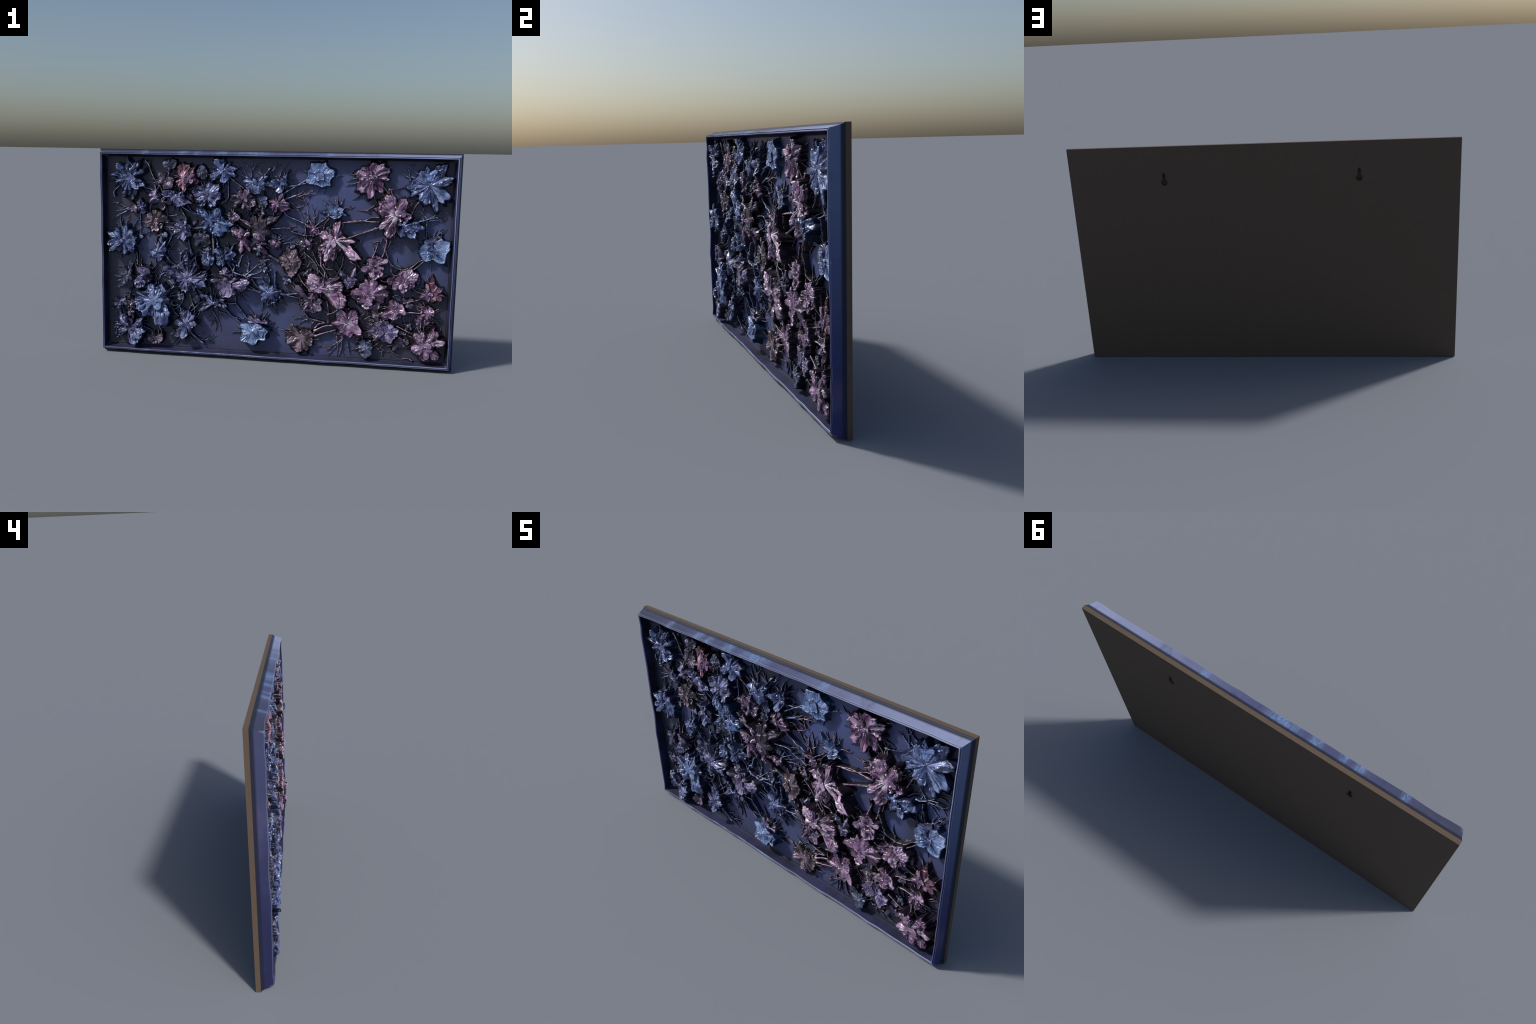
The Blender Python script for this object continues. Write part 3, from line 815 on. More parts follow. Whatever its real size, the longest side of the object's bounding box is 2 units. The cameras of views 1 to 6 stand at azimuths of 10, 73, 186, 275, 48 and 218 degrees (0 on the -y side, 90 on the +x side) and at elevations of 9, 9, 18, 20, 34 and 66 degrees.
twig(3.0, (-0.138, 1.025), (-0.160, 1.063), (-0.172, 1.110))
twig(3.0, (-0.059, 1.040), (-0.090, 1.058), (-0.116, 1.064))
twig(3.0, (-0.055, 1.040), (-0.077, 1.069), (-0.090, 1.090))
stem(6.8, (-0.092, 0.975), (-0.058, 1.023), (-0.019, 1.079))
twig(5.1, (-0.067, 1.005), (-0.015, 1.036), (0.023, 1.095))
stem(5.1, (-0.118, 0.949), (-0.096, 0.971), (-0.061, 0.980), (-0.009, 0.981))
stem(4.3, (-0.910, 0.906), (-0.909, 0.937), (-0.880, 0.965))
twig(3.9, (-0.786, 0.887), (-0.795, 0.904), (-0.799, 0.931))
twig(3.4, (-0.324, 1.082), (-0.342, 1.077), (-0.364, 1.094))
twig(3.9, (-0.283, 0.987), (-0.274, 0.962), (-0.292, 0.944))
stem(5.1, (-0.113, 0.940), (-0.112, 0.897), (-0.086, 0.863))
twig(5.1, (-0.098, 0.980), (-0.072, 1.010), (-0.050, 1.032), (-0.018, 1.082))
twig(3.6, (-0.043, 1.032), (-0.003, 1.069), (0.019, 1.099))
twig(2.9, (-0.003, 1.069), (0.019, 1.088), (0.052, 1.108))
twig(4.4, (0.065, 1.013), (0.073, 1.049), (0.089, 1.073))
twig(2.9, (0.035, 1.034), (0.047, 1.070), (0.077, 1.103), (0.092, 1.116))
twig(2.5, (0.001, 1.080), (0.017, 1.102), (0.015, 1.117))
stem(5.5, (0.074, 0.982), (0.132, 0.991), (0.190, 1.009))
stem(5.5, (0.060, 0.944), (0.114, 0.978), (0.182, 1.021))
stem(8.7, (0.053, 0.907), (0.093, 0.923), (0.133, 0.937))
twig(5.1, (0.096, 0.923), (0.128, 0.956), (0.150, 0.986))
twig(3.6, (0.111, 0.934), (0.119, 0.960), (0.128, 0.974))
twig(4.4, (0.129, 0.931), (0.168, 0.961), (0.193, 0.983))
twig(4.4, (0.129, 0.927), (0.176, 0.943), (0.230, 0.966))
twig(3.3, (0.176, 0.943), (0.205, 0.947), (0.238, 0.944))
twig(2.9, (0.194, 0.949), (0.206, 0.936), (0.202, 0.925))
twig(3.6, (0.129, 0.925), (0.166, 0.906), (0.199, 0.895))
twig(2.5, (0.159, 0.910), (0.170, 0.903), (0.163, 0.895))
twig(4.4, (0.074, 0.904), (0.112, 0.890), (0.142, 0.862), (0.168, 0.818), (0.195, 0.788))
twig(2.9, (0.112, 0.890), (0.097, 0.901), (0.133, 0.909))
twig(2.9, (0.134, 0.869), (0.152, 0.873), (0.171, 0.881))
twig(2.9, (0.098, 0.857), (0.120, 0.857), (0.146, 0.854))
stem(6.6, (0.058, 0.860), (0.084, 0.824), (0.137, 0.803), (0.185, 0.783), (0.226, 0.762))
twig(3.3, (0.083, 0.827), (0.072, 0.841), (0.064, 0.856))
twig(4.0, (0.232, 0.765), (0.231, 0.817), (0.222, 0.857), (0.212, 0.891))
twig(2.9, (0.225, 0.813), (0.245, 0.828), (0.251, 0.863))
twig(4.0, (0.195, 0.790), (0.198, 0.827), (0.190, 0.852))
stem(4.0, (0.226, 0.762), (0.261, 0.793), (0.297, 0.816))
stem(3.3, (0.284, 0.746), (0.290, 0.790), (0.311, 0.816))
stem(4.4, (-0.003, 0.751), (0.086, 0.757), (0.116, 0.736), (0.168, 0.723), (0.212, 0.721), (0.241, 0.748))
twig(3.6, (-0.037, 0.715), (0.019, 0.706), (0.064, 0.685), (0.110, 0.657))
twig(3.3, (0.030, 0.729), (0.079, 0.690), (0.116, 0.706), (0.156, 0.713))
twig(2.9, (-0.033, 0.708), (0.004, 0.702), (0.042, 0.677), (0.080, 0.660))
twig(2.9, (0.085, 0.753), (0.100, 0.763), (0.138, 0.766))
twig(2.9, (0.085, 0.749), (0.130, 0.725), (0.164, 0.700))
twig(2.9, (0.057, 0.666), (0.102, 0.674), (0.154, 0.674))
stem(3.3, (0.183, 0.772), (0.190, 0.728), (0.194, 0.702))
stem(4.7, (0.381, 0.795), (0.456, 0.810), (0.562, 0.806))
stem(7.3, (0.388, 0.790), (0.382, 0.746), (0.412, 0.714), (0.466, 0.732), (0.564, 0.774))
twig(3.3, (0.450, 0.656), (0.485, 0.694), (0.522, 0.746))
twig(2.5, (0.460, 0.788), (0.499, 0.788), (0.526, 0.781))
twig(2.9, (0.185, 0.892), (0.169, 0.921), (0.162, 0.924))
twig(2.5, (0.179, 0.846), (0.168, 0.848), (0.157, 0.851))
twig(3.3, (0.323, 0.787), (0.324, 0.761), (0.328, 0.739))
twig(2.9, (0.261, 0.774), (0.279, 0.778), (0.297, 0.782))
stem(4.7, (0.411, 0.798), (0.496, 0.811), (0.541, 0.831), (0.580, 0.832))
stem(4.4, (0.478, 0.811), (0.532, 0.805), (0.581, 0.807))
stem(7.3, (0.414, 0.712), (0.499, 0.743), (0.579, 0.776), (0.610, 0.804))
twig(3.3, (0.553, 0.895), (0.508, 0.865), (0.455, 0.864))
twig(2.5, (0.508, 0.863), (0.526, 0.859), (0.537, 0.845))
stem(6.2, (0.739, 0.823), (0.751, 0.859), (0.773, 0.906), (0.806, 0.938), (0.835, 0.971))
twig(3.3, (0.744, 0.862), (0.761, 0.866), (0.785, 0.875))
stem(5.5, (0.791, 0.817), (0.815, 0.822), (0.842, 0.830))
twig(4.0, (0.839, 0.829), (0.863, 0.844), (0.885, 0.870), (0.923, 0.878))
twig(3.6, (0.839, 0.829), (0.887, 0.838), (0.936, 0.832))
twig(2.9, (0.880, 0.834), (0.909, 0.824), (0.932, 0.836))
twig(3.3, (0.843, 0.824), (0.881, 0.823), (0.909, 0.817), (0.927, 0.793))
twig(3.6, (0.843, 0.820), (0.868, 0.812), (0.893, 0.799))
twig(3.6, (0.840, 0.818), (0.872, 0.791), (0.916, 0.751))
twig(2.9, (0.829, 0.832), (0.811, 0.849), (0.789, 0.875))
twig(2.5, (0.893, 0.866), (0.913, 0.863), (0.938, 0.850))
stem(4.0, (0.829, 0.819), (0.828, 0.769), (0.831, 0.719))
stem(3.6, (0.834, 0.783), (0.840, 0.748), (0.850, 0.719))
twig(4.4, (0.732, 1.031), (0.725, 1.077), (0.716, 1.091), (0.694, 1.115))
twig(2.9, (0.723, 1.084), (0.715, 1.105), (0.711, 1.122))
twig(3.6, (0.772, 1.067), (0.740, 1.088), (0.718, 1.108))
twig(2.9, (0.728, 1.042), (0.707, 1.059), (0.672, 1.074))
twig(2.5, (0.737, 1.091), (0.739, 1.109), (0.739, 1.119))
stem(4.7, (0.591, 0.997), (0.617, 0.969), (0.628, 0.944))
twig(3.3, (0.620, 0.981), (0.665, 0.986), (0.696, 0.994), (0.717, 0.992))
stem(3.6, (0.550, 0.960), (0.551, 0.935), (0.563, 0.910))
stem(4.0, (0.571, 0.971), (0.585, 0.965), (0.607, 0.947))
twig(4.4, (0.599, 0.720), (0.587, 0.680), (0.570, 0.653))
stem(5.5, (0.620, 0.725), (0.623, 0.700), (0.613, 0.652))
stem(3.6, (0.645, 0.723), (0.639, 0.690), (0.630, 0.671))
twig(2.5, (0.699, 0.695), (0.675, 0.679), (0.655, 0.657))
twig(2.9, (0.586, 0.701), (0.572, 0.697), (0.547, 0.685))
twig(2.5, (0.701, 0.889), (0.739, 0.897), (0.783, 0.913))
twig(2.5, (0.704, 0.907), (0.729, 0.890), (0.757, 0.887))
twig(2.9, (0.716, 0.872), (0.739, 0.897), (0.758, 0.923))
twig(2.9, (0.773, 0.902), (0.768, 0.866), (0.752, 0.837))
twig(2.5, (0.622, 1.093), (0.639, 1.100), (0.646, 1.102))
stem(6.8, (0.579, 0.692), (0.568, 0.655), (0.552, 0.609))
stem(6.8, (0.623, 0.693), (0.612, 0.643), (0.596, 0.602))
stem(6.3, (0.620, 0.657), (0.645, 0.590), (0.682, 0.560), (0.717, 0.555), (0.760, 0.568), (0.793, 0.597), (0.827, 0.612))
stem(4.1, (0.650, 0.591), (0.656, 0.541), (0.675, 0.519), (0.701, 0.529), (0.704, 0.548))
stem(4.5, (0.765, 0.550), (0.798, 0.579), (0.827, 0.607))
stem(5.0, (0.433, 0.584), (0.469, 0.565), (0.519, 0.539))
stem(4.5, (0.445, 0.614), (0.464, 0.583), (0.487, 0.561))
stem(4.1, (0.770, 0.455), (0.797, 0.434), (0.832, 0.427))
stem(5.0, (0.708, 0.363), (0.752, 0.375), (0.829, 0.399))
twig(3.6, (0.706, 0.405), (0.723, 0.388), (0.726, 0.360))
twig(4.1, (0.734, 0.374), (0.752, 0.362), (0.772, 0.331))
twig(3.6, (0.771, 0.344), (0.791, 0.373), (0.826, 0.386))
twig(3.6, (0.751, 0.385), (0.772, 0.409), (0.794, 0.419))
stem(8.1, (0.728, 0.316), (0.780, 0.321), (0.842, 0.315), (0.886, 0.311))
twig(3.6, (0.886, 0.314), (0.911, 0.329), (0.935, 0.340))
twig(3.6, (0.890, 0.328), (0.911, 0.343), (0.921, 0.355))
twig(3.6, (0.887, 0.289), (0.914, 0.281), (0.940, 0.287))
twig(3.6, (0.867, 0.269), (0.901, 0.271), (0.928, 0.259))
twig(3.6, (0.863, 0.253), (0.894, 0.250), (0.921, 0.238))
twig(3.6, (0.859, 0.243), (0.882, 0.235), (0.878, 0.217))
stem(5.4, (0.696, 0.240), (0.750, 0.215), (0.791, 0.199))
twig(4.1, (0.729, 0.291), (0.745, 0.246), (0.777, 0.206))
twig(4.1, (0.765, 0.293), (0.769, 0.252), (0.779, 0.211))
stem(5.0, (0.823, 0.266), (0.824, 0.229), (0.824, 0.197))
stem(5.0, (0.845, 0.263), (0.842, 0.226), (0.866, 0.190))
twig(6.3, (0.694, 0.187), (0.727, 0.156), (0.776, 0.143))
twig(4.5, (0.716, 0.184), (0.740, 0.162), (0.762, 0.158))
twig(5.4, (0.612, 0.111), (0.645, 0.090), (0.682, 0.057))
twig(5.4, (0.662, 0.110), (0.694, 0.079), (0.740, 0.058))
twig(4.5, (0.652, 0.123), (0.688, 0.130), (0.719, 0.128))
twig(4.1, (0.631, 0.098), (0.623, 0.079), (0.628, 0.060))
twig(4.1, (0.604, 0.101), (0.590, 0.105), (0.569, 0.071))
twig(4.1, (0.573, 0.292), (0.529, 0.273), (0.497, 0.241))
twig(4.1, (0.483, 0.291), (0.517, 0.242), (0.559, 0.214))
twig(3.2, (0.504, 0.236), (0.531, 0.224), (0.554, 0.211))
twig(3.2, (0.525, 0.270), (0.543, 0.267), (0.555, 0.258))
stem(5.0, (0.601, 0.488), (0.623, 0.483), (0.650, 0.482))
twig(4.1, (0.702, 0.414), (0.676, 0.404), (0.668, 0.385))
twig(3.6, (0.785, 0.048), (0.762, 0.060), (0.731, 0.051))
twig(5.4, (0.913, 0.131), (0.923, 0.113), (0.945, 0.110))
twig(3.6, (0.609, 0.510), (0.631, 0.511), (0.644, 0.516))
twig(3.6, (0.604, 0.528), (0.626, 0.520), (0.642, 0.510))
twig(3.6, (0.608, 0.533), (0.630, 0.534), (0.644, 0.526))
stem(5.9, (0.180, 0.626), (0.222, 0.591), (0.255, 0.551), (0.260, 0.514), (0.247, 0.490))
stem(4.1, (0.225, 0.637), (0.244, 0.592), (0.264, 0.556))
twig(4.1, (0.184, 0.620), (0.191, 0.584), (0.197, 0.552))
stem(9.0, (0.271, 0.616), (0.275, 0.570), (0.273, 0.551))
stem(5.4, (0.277, 0.556), (0.301, 0.520), (0.316, 0.484))
stem(5.0, (0.286, 0.566), (0.305, 0.539), (0.341, 0.538), (0.360, 0.523))
stem(5.0, (0.397, 0.612), (0.390, 0.561), (0.365, 0.509), (0.353, 0.467))
stem(5.9, (0.264, 0.528), (0.307, 0.484), (0.325, 0.471), (0.352, 0.477))
stem(3.6, (0.339, 0.596), (0.363, 0.569), (0.379, 0.542))
twig(3.6, (0.295, 0.547), (0.303, 0.575), (0.321, 0.598))
twig(3.6, (0.199, 0.542), (0.213, 0.562), (0.226, 0.571))
stem(12.6, (-0.056, 0.626), (-0.009, 0.600), (0.043, 0.569))
stem(7.7, (0.151, 0.504), (0.179, 0.454), (0.222, 0.414))
stem(5.4, (0.056, 0.387), (0.102, 0.387), (0.149, 0.394))
stem(4.1, (0.065, 0.381), (0.112, 0.376), (0.154, 0.369))
stem(5.4, (0.183, 0.300), (0.212, 0.264), (0.245, 0.249), (0.300, 0.240))
twig(4.5, (0.188, 0.289), (0.221, 0.258), (0.254, 0.248))
twig(4.5, (0.249, 0.247), (0.231, 0.220), (0.209, 0.186))
twig(4.5, (0.212, 0.250), (0.180, 0.236), (0.148, 0.206))
twig(4.1, (0.244, 0.242), (0.281, 0.266), (0.322, 0.282))
stem(5.0, (0.317, 0.284), (0.349, 0.295), (0.376, 0.315))
stem(8.6, (0.247, 0.187), (0.301, 0.214), (0.351, 0.224))
stem(7.2, (0.252, 0.157), (0.302, 0.179), (0.366, 0.197))
stem(4.5, (0.251, 0.204), (0.273, 0.229), (0.305, 0.236))
twig(8.1, (0.168, 0.145), (0.153, 0.187), (0.138, 0.210), (0.096, 0.236))
stem(4.5, (0.315, 0.359), (0.323, 0.317), (0.323, 0.237))
twig(3.2, (0.321, 0.287), (0.298, 0.304), (0.284, 0.313))
twig(3.2, (0.174, 0.260), (0.156, 0.254), (0.133, 0.241))
twig(5.4, (0.413, 0.155), (0.377, 0.125), (0.350, 0.106), (0.295, 0.093))
twig(5.0, (0.408, 0.146), (0.369, 0.100), (0.329, 0.045))
twig(5.0, (0.371, 0.181), (0.377, 0.120), (0.380, 0.044))
twig(4.5, (0.404, 0.136), (0.401, 0.088), (0.421, 0.047))
twig(4.5, (0.405, 0.108), (0.397, 0.074), (0.387, 0.044))
twig(4.5, (0.432, 0.138), (0.442, 0.091), (0.455, 0.049))
twig(4.1, (0.345, 0.106), (0.337, 0.089), (0.319, 0.071))
twig(3.6, (0.445, 0.157), (0.476, 0.155), (0.504, 0.142))
twig(3.6, (0.444, 0.162), (0.480, 0.169), (0.513, 0.157))
twig(3.6, (0.154, 0.508), (0.186, 0.514), (0.232, 0.537))
twig(3.2, (0.159, 0.503), (0.178, 0.490), (0.201, 0.496))
twig(3.9, (-0.881, 0.440), (-0.919, 0.446), (-0.957, 0.481))
twig(3.9, (-0.881, 0.442), (-0.915, 0.440), (-0.958, 0.439))
twig(3.4, (-0.910, 0.444), (-0.929, 0.450), (-0.953, 0.458))
twig(3.9, (-0.881, 0.422), (-0.910, 0.413), (-0.935, 0.396))
twig(3.9, (-0.872, 0.392), (-0.892, 0.382), (-0.925, 0.368))
stem(4.3, (-0.778, 0.518), (-0.775, 0.554), (-0.782, 0.591))
twig(4.7, (-0.771, 0.503), (-0.770, 0.567), (-0.755, 0.623))
twig(3.4, (-0.785, 0.539), (-0.794, 0.553), (-0.803, 0.561))
twig(4.3, (-0.658, 0.435), (-0.681, 0.475), (-0.709, 0.506))
twig(5.1, (-0.656, 0.403), (-0.653, 0.435), (-0.649, 0.463), (-0.648, 0.511))
twig(3.9, (-0.649, 0.444), (-0.630, 0.486), (-0.613, 0.515))
twig(3.9, (-0.639, 0.461), (-0.616, 0.478), (-0.595, 0.488))
twig(3.4, (-0.601, 0.515), (-0.615, 0.533), (-0.627, 0.546))
stem(6.8, (-0.613, 0.584), (-0.576, 0.540), (-0.534, 0.515))
twig(4.7, (-0.527, 0.523), (-0.525, 0.591), (-0.539, 0.624))
twig(4.3, (-0.522, 0.532), (-0.492, 0.583), (-0.483, 0.633))
twig(3.9, (-0.520, 0.587), (-0.509, 0.605), (-0.492, 0.619))
twig(3.4, (-0.597, 0.593), (-0.587, 0.616), (-0.564, 0.605))
stem(10.3, (-0.461, 0.617), (-0.461, 0.581), (-0.470, 0.545))
stem(9.4, (-0.331, 0.685), (-0.329, 0.640), (-0.330, 0.595))
stem(6.8, (-0.311, 0.659), (-0.306, 0.641), (-0.315, 0.618))
stem(6.4, (-0.255, 0.558), (-0.233, 0.528), (-0.205, 0.480))
stem(10.3, (-0.277, 0.459), (-0.214, 0.448), (-0.160, 0.460), (-0.111, 0.489))
stem(8.6, (-0.219, 0.488), (-0.210, 0.529), (-0.219, 0.542))
stem(6.8, (-0.210, 0.493), (-0.174, 0.486), (-0.142, 0.478))
stem(6.8, (-0.183, 0.530), (-0.181, 0.553), (-0.179, 0.579), (-0.159, 0.602))
stem(5.6, (-0.197, 0.534), (-0.183, 0.544), (-0.166, 0.593))
twig(6.8, (-0.135, 0.500), (-0.131, 0.540), (-0.138, 0.584), (-0.154, 0.602))
twig(7.7, (-0.148, 0.481), (-0.095, 0.528), (-0.064, 0.552), (-0.033, 0.571))
twig(6.8, (-0.130, 0.482), (-0.072, 0.498), (-0.037, 0.527), (-0.002, 0.555))
twig(6.0, (-0.116, 0.469), (-0.063, 0.470), (0.009, 0.471))
twig(3.4, (-0.090, 0.533), (-0.077, 0.551), (-0.073, 0.578))
twig(3.4, (-0.068, 0.547), (-0.046, 0.548), (-0.028, 0.558))
twig(3.9, (-0.028, 0.505), (-0.023, 0.523), (-0.022, 0.541))
twig(3.9, (-0.019, 0.510), (-0.006, 0.515), (0.003, 0.524))
twig(3.9, (-0.135, 0.527), (-0.153, 0.548), (-0.167, 0.552))
stem(6.0, (-0.164, 0.432), (-0.123, 0.421), (-0.074, 0.396))
stem(9.4, (-0.155, 0.410), (-0.110, 0.404), (-0.060, 0.388))
stem(4.7, (-0.110, 0.462), (-0.092, 0.440), (-0.074, 0.414))
stem(4.3, (-0.024, 0.497), (-0.008, 0.471), (-0.012, 0.435))
stem(5.6, (0.022, 0.513), (0.023, 0.477), (0.021, 0.437))
twig(3.9, (-0.042, 0.571), (-0.007, 0.577), (0.007, 0.573))
stem(7.7, (-0.600, 0.356), (-0.572, 0.385), (-0.558, 0.404))
stem(5.1, (-0.595, 0.338), (-0.544, 0.350), (-0.507, 0.356), (-0.507, 0.324), (-0.535, 0.281), (-0.572, 0.261))
stem(4.3, (-0.595, 0.292), (-0.581, 0.283), (-0.535, 0.295))
stem(4.7, (-0.577, 0.265), (-0.553, 0.248), (-0.535, 0.226))
twig(3.9, (-0.588, 0.346), (-0.569, 0.370), (-0.536, 0.376))
twig(3.4, (-0.574, 0.356), (-0.541, 0.367), (-0.518, 0.368))
stem(6.4, (-0.469, 0.367), (-0.451, 0.313), (-0.437, 0.273), (-0.446, 0.235), (-0.455, 0.193))
stem(4.3, (-0.479, 0.247), (-0.441, 0.277), (-0.409, 0.311))
stem(3.9, (-0.516, 0.245), (-0.521, 0.273), (-0.530, 0.286))
stem(3.4, (-0.474, 0.257), (-0.465, 0.285), (-0.451, 0.299))
stem(6.4, (-0.428, 0.397), (-0.405, 0.375), (-0.368, 0.345))
stem(5.6, (-0.348, 0.410), (-0.343, 0.378), (-0.345, 0.346))
twig(3.4, (-0.356, 0.472), (-0.334, 0.464), (-0.306, 0.465))
twig(3.4, (-0.343, 0.477), (-0.320, 0.469), (-0.293, 0.472))
twig(5.1, (-0.346, 0.281), (-0.323, 0.245), (-0.300, 0.200), (-0.285, 0.146))
twig(3.9, (-0.318, 0.236), (-0.336, 0.208), (-0.348, 0.175))
twig(4.3, (-0.309, 0.283), (-0.295, 0.256), (-0.263, 0.214))
twig(4.7, (-0.300, 0.263), (-0.231, 0.246), (-0.185, 0.212))
stem(4.7, (-0.262, 0.287), (-0.221, 0.248), (-0.166, 0.205))
stem(4.3, (-0.267, 0.319), (-0.230, 0.320), (-0.199, 0.318))
stem(5.6, (-0.204, 0.363), (-0.199, 0.322), (-0.166, 0.278), (-0.130, 0.230))
twig(3.0, (-0.213, 0.233), (-0.172, 0.226), (-0.149, 0.228))
twig(3.0, (-0.311, 0.237), (-0.318, 0.218), (-0.325, 0.204))
twig(3.0, (-0.327, 0.217), (-0.313, 0.186), (-0.320, 0.144))
stem(7.7, (-0.460, 0.137), (-0.422, 0.102), (-0.390, 0.076))
twig(6.0, (-0.405, 0.085), (-0.377, 0.066), (-0.349, 0.040))
twig(5.6, (-0.429, 0.105), (-0.368, 0.090), (-0.313, 0.121))
twig(3.4, (-0.364, 0.095), (-0.340, 0.082), (-0.326, 0.078))
twig(3.4, (-0.378, 0.091), (-0.354, 0.105), (-0.331, 0.125))
twig(4.3, (-0.476, 0.125), (-0.443, 0.085), (-0.410, 0.045))
twig(3.9, (-0.434, 0.179), (-0.415, 0.173), (-0.392, 0.170))
twig(3.4, (-0.415, 0.115), (-0.396, 0.125), (-0.382, 0.133))
twig(3.9, (-0.527, 0.117), (-0.556, 0.083), (-0.594, 0.045))
twig(3.9, (-0.523, 0.103), (-0.542, 0.074), (-0.561, 0.049))
stem(4.7, (-0.743, 0.153), (-0.710, 0.141), (-0.677, 0.114))
stem(3.9, (-0.648, 0.163), (-0.634, 0.136), (-0.639, 0.107))
twig(4.3, (-0.641, 0.148), (-0.598, 0.162), (-0.565, 0.152), (-0.546, 0.144))
twig(3.4, (-0.736, 0.128), (-0.727, 0.114), (-0.717, 0.098))
twig(3.9, (-0.603, 0.211), (-0.579, 0.217), (-0.565, 0.204))
twig(3.9, (-0.927, 0.277), (-0.941, 0.286), (-0.960, 0.301))
twig(3.4, (-0.927, 0.254), (-0.942, 0.239), (-0.954, 0.221))
twig(3.4, (-0.901, 0.082), (-0.925, 0.069), (-0.943, 0.049))
twig(3.4, (-0.927, 0.249), (-0.947, 0.248), (-0.959, 0.252))
twig(3.4, (-0.868, 0.313), (-0.849, 0.333), (-0.801, 0.321))
twig(3.4, (-0.863, 0.355), (-0.839, 0.352), (-0.810, 0.358))
twig(3.4, (-0.160, 0.377), (-0.151, 0.369), (-0.128, 0.356))
twig(3.0, (0.007, 0.336), (0.025, 0.324), (0.043, 0.316))


# ------------------------------------------------------------------ undergrowth: low dark rosettes between the blooms
def undergrowth():
    r = random.Random(5)
    clumps = ((-.62, .84, .28), (-.22, .80, .24), (-.55, .50, .30), (-.74, .22, .22), (-.32, .42, .22), (-.05, .68, .16),
              (.22, .58, .20), (.36, .42, .24), (.58, .40, .24), (.72, .22, .24), (.50, .24, .14), (-.45, 1.0, .20))
    for k in range(64):
        cx, cz, rad = clumps[k % len(clumps)]
        a, d = r.uniform(0, 2 * math.pi), rad * math.sqrt(r.random())
        x, z = cx + d * math.cos(a), cz + d * math.sin(a)
        if abs(x) > .90 or not .10 < z < 1.08:
            continue
        size = r.uniform(24, 48)
        n = r.randint(4, 8)
        turn = r.uniform(0, 360)
        petals = [(turn + 360 * i / n + r.uniform(-18, 18), size * r.uniform(.55, 1.15), size * r.uniform(.45, .9)) for i in range(n)]
        warm = x > .1 and z < .95
        bloom(r.choice(("plum", "plum", "bronze", "slate") if warm else ("slate", "slate", "indigo", "plum")),
              x, z, r.uniform(.014, .030), *petals, plain=True)


undergrowth()


# ------------------------------------------------------------------ backing board with two keyhole slots
def backing_board():
    bm = bmesh.new()
    bmesh.ops.create_cube(bm, size=1)
    for v in bm.verts:
        v.co = Vector((v.co.x * 2 * HALF, .030 + (v.co.y + .5) * .022, (v.co.z + .5) * TOP))
    me = bpy.data.meshes.new("backing_board")
    bm.to_mesh(me)
    bm.free()
    me.materials.append(plain_noise_material("raw_brown_board", (.104, .074, .053), (.110, .078, .056), 40, .8))
    board = bpy.data.objects.new("backing_board", me)
    board.parent = root
    bpy.context.scene.collection.objects.link(board)

    bm = bmesh.new()
    for x in (-.5, .5):
        hole, slot, zc = .0166, .0082, .9885
        outline = []
        a0 = math.acos(slot / hole)
        for k in range(25):                                # round lower opening
            a = math.pi - a0 + (math.pi + 2 * a0) * k / 24
            outline.append((hole * math.cos(a), hole * math.sin(a)))
        for k in range(11):                                # rounded top of the slot
            a = math.pi * k / 10
            outline.append((slot * math.cos(a), .041 + slot * math.sin(a)))
        ring = [bm.verts.new((x + px, .0325, zc + pz)) for px, pz in outline]
        f = bm.faces.new(ring)
        ext = bmesh.ops.extrude_face_region(bm, geom=[f])
        for v in ext["geom"]:
            if isinstance(v, bmesh.types.BMVert):
                v.co.y = .06
    bmesh.ops.recalc_face_normals(bm, faces=bm.faces)
    cm = bpy.data.meshes.new("cutter")
    bm.to_mesh(cm)
    bm.free()
    cutter = bpy.data.objects.new("cutter", cm)
    bpy.context.scene.collection.objects.link(cutter)
    mod = board.modifiers.new("keyholes", "BOOLEAN")
    mod.object, mod.operation, mod.solver = cutter, "DIFFERENCE", "EXACT"
    dg = bpy.context.evaluated_depsgraph_get()
    cut = bpy.data.meshes.new_from_object(board.evaluated_get(dg))
    board.modifiers.clear()
    board.data = cut
    cut.name = "backing_board"
    bpy.data.objects.remove(cutter)


# ------------------------------------------------------------------ moulded frame
def frame_side_points(profile, per_side=150):
    """Sweep (inset, y) profile points round the rectangle with mitred corners.
    The front edge wanders a little, like a hand-laid moulding."""
    loops = []
    corners = ((-1, 0), (1, 0), (1, 1), (-1, 1))
    for k in range(4):
        a, b = corners[k], corners[(k + 1) % 4]
        u = np.linspace(0, 1, per_side)
        side = np.zeros((per_side, len(profile), 3))
        run = 2 * HALF if k % 2 == 0 else TOP
        w = .0070 * fbm(u * run * 3.2 + 7 * k, u * 0 + k, 71, 3) + .0022 * vnoise(u * run * 16, u * 0 + k, 77)
        ease = sstep(0, .05, u) * sstep(1, .95, u)
        w = w * ease - .0025 * (1 - ease)
        for j, (d, y) in enumerate(profile):
            front = (.0305 - y) / .0565
            x0, x1 = a[0] * (HALF - d), b[0] * (HALF - d)
            z0, z1 = d + a[1] * (TOP - 2 * d), d + b[1] * (TOP - 2 * d)
            # the rail also bows a hair in and out of its own line
            bow = .0012 * vnoise(u * run * 6, u * 0 + k + 9, 83) * ease * front
            nx, nz = ((0, 1), (-1, 0), (0, -1), (1, 0))[k]
            side[:, j, 0] = x0 + (x1 - x0) * u + nx * bow
            side[:, j, 1] = y + w * front
            side[:, j, 2] = z0 + (z1 - z0) * u + nz * bow
        loops.append(side)
    return loops


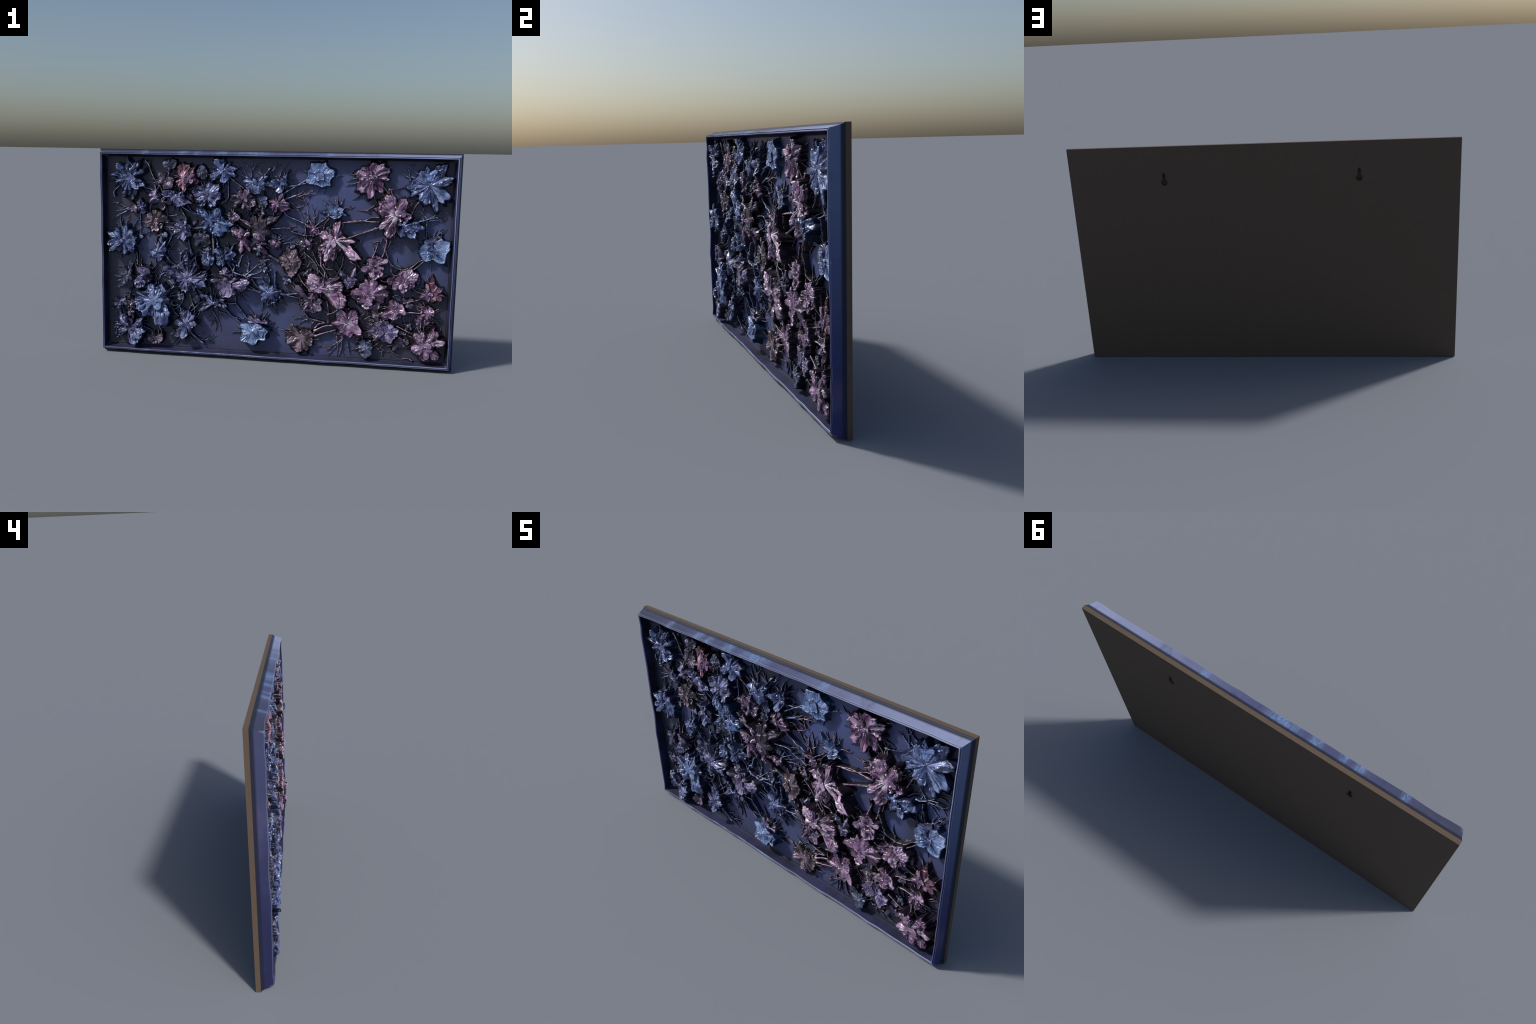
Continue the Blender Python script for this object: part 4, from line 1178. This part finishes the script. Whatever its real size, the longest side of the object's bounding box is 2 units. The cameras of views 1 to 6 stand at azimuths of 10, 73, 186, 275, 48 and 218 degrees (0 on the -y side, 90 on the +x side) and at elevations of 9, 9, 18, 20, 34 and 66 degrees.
def sweep(name, profile, mat, smooth):
    vs, fs, off = [], [], 0
    for side in frame_side_points(profile):
        vs.append(side.reshape(-1, 3))
        fs.append(grid_faces(side.shape[0], side.shape[1], False, off)[:, ::-1])
        off += side.shape[0] * side.shape[1]
    ob = make_object(name, np.vstack(vs), [np.vstack(fs)], mat)
    bm = bmesh.new()
    bm.from_mesh(ob.data)
    bmesh.ops.remove_doubles(bm, verts=bm.verts, dist=1e-5)
    bmesh.ops.recalc_face_normals(bm, faces=bm.faces)
    bm.to_mesh(ob.data)
    bm.free()
    ob.data.set_sharp_from_angle(angle=math.radians(smooth))
    return ob


def frame():
    outer = ((.0006, .0302), (.0008, .0280), (.0026, .0262), (.0048, .0225), (.0080, .0150), (.0112, .0050),
             (.0144, -.0060), (.0170, -.0165), (.0180, -.0215), (.0188, -.0238), (.0200, -.0246), (.0210, -.0234),
             (.0218, -.0214), (.0228, -.0216), (.0238, -.0242), (.0252, -.0264), (.0272, -.0266), (.0292, -.0250), (.0302, -.0220))
    inner = ((.0302, -.0220), (.0307, -.0120), (.0316, .0020), (.0328, .0140), (.0346, .0225), (.0375, .0268), (.0420, .0288), (.0480, .0296))
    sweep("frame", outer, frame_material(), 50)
    m = Nodes("frame_inner_wash")
    x, y, z = m.xyz(m.tex.outputs["Object"])
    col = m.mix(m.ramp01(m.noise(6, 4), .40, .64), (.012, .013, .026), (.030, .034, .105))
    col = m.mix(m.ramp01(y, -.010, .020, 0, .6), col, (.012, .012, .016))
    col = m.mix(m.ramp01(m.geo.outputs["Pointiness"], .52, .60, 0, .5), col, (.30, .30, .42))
    up_face = m.ramp01(m.xyz(m.geo.outputs["Normal"])[2], .45, .85)  # upturned faces get a lighter colour, sunlight painted in
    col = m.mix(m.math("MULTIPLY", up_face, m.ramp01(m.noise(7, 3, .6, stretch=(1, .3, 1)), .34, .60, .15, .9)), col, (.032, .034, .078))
    m.finish(col, .75, 0, .12)
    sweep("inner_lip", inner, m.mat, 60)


def panel():
    nx, nz = 260, 150
    x = np.linspace(-.957, .957, nx)
    z = np.linspace(.043, TOP - .043, nz)
    Z, X = np.meshgrid(z, x, indexing="ij")
    Y = FLOOR + .0009 * fbm(X * 9, Z * 9, 5, 4)
    make_object("panel", np.stack([X, Y, Z], -1).reshape(-1, 3), [grid_faces(nz, nx)], panel_material())


backing_board()
frame()
panel()
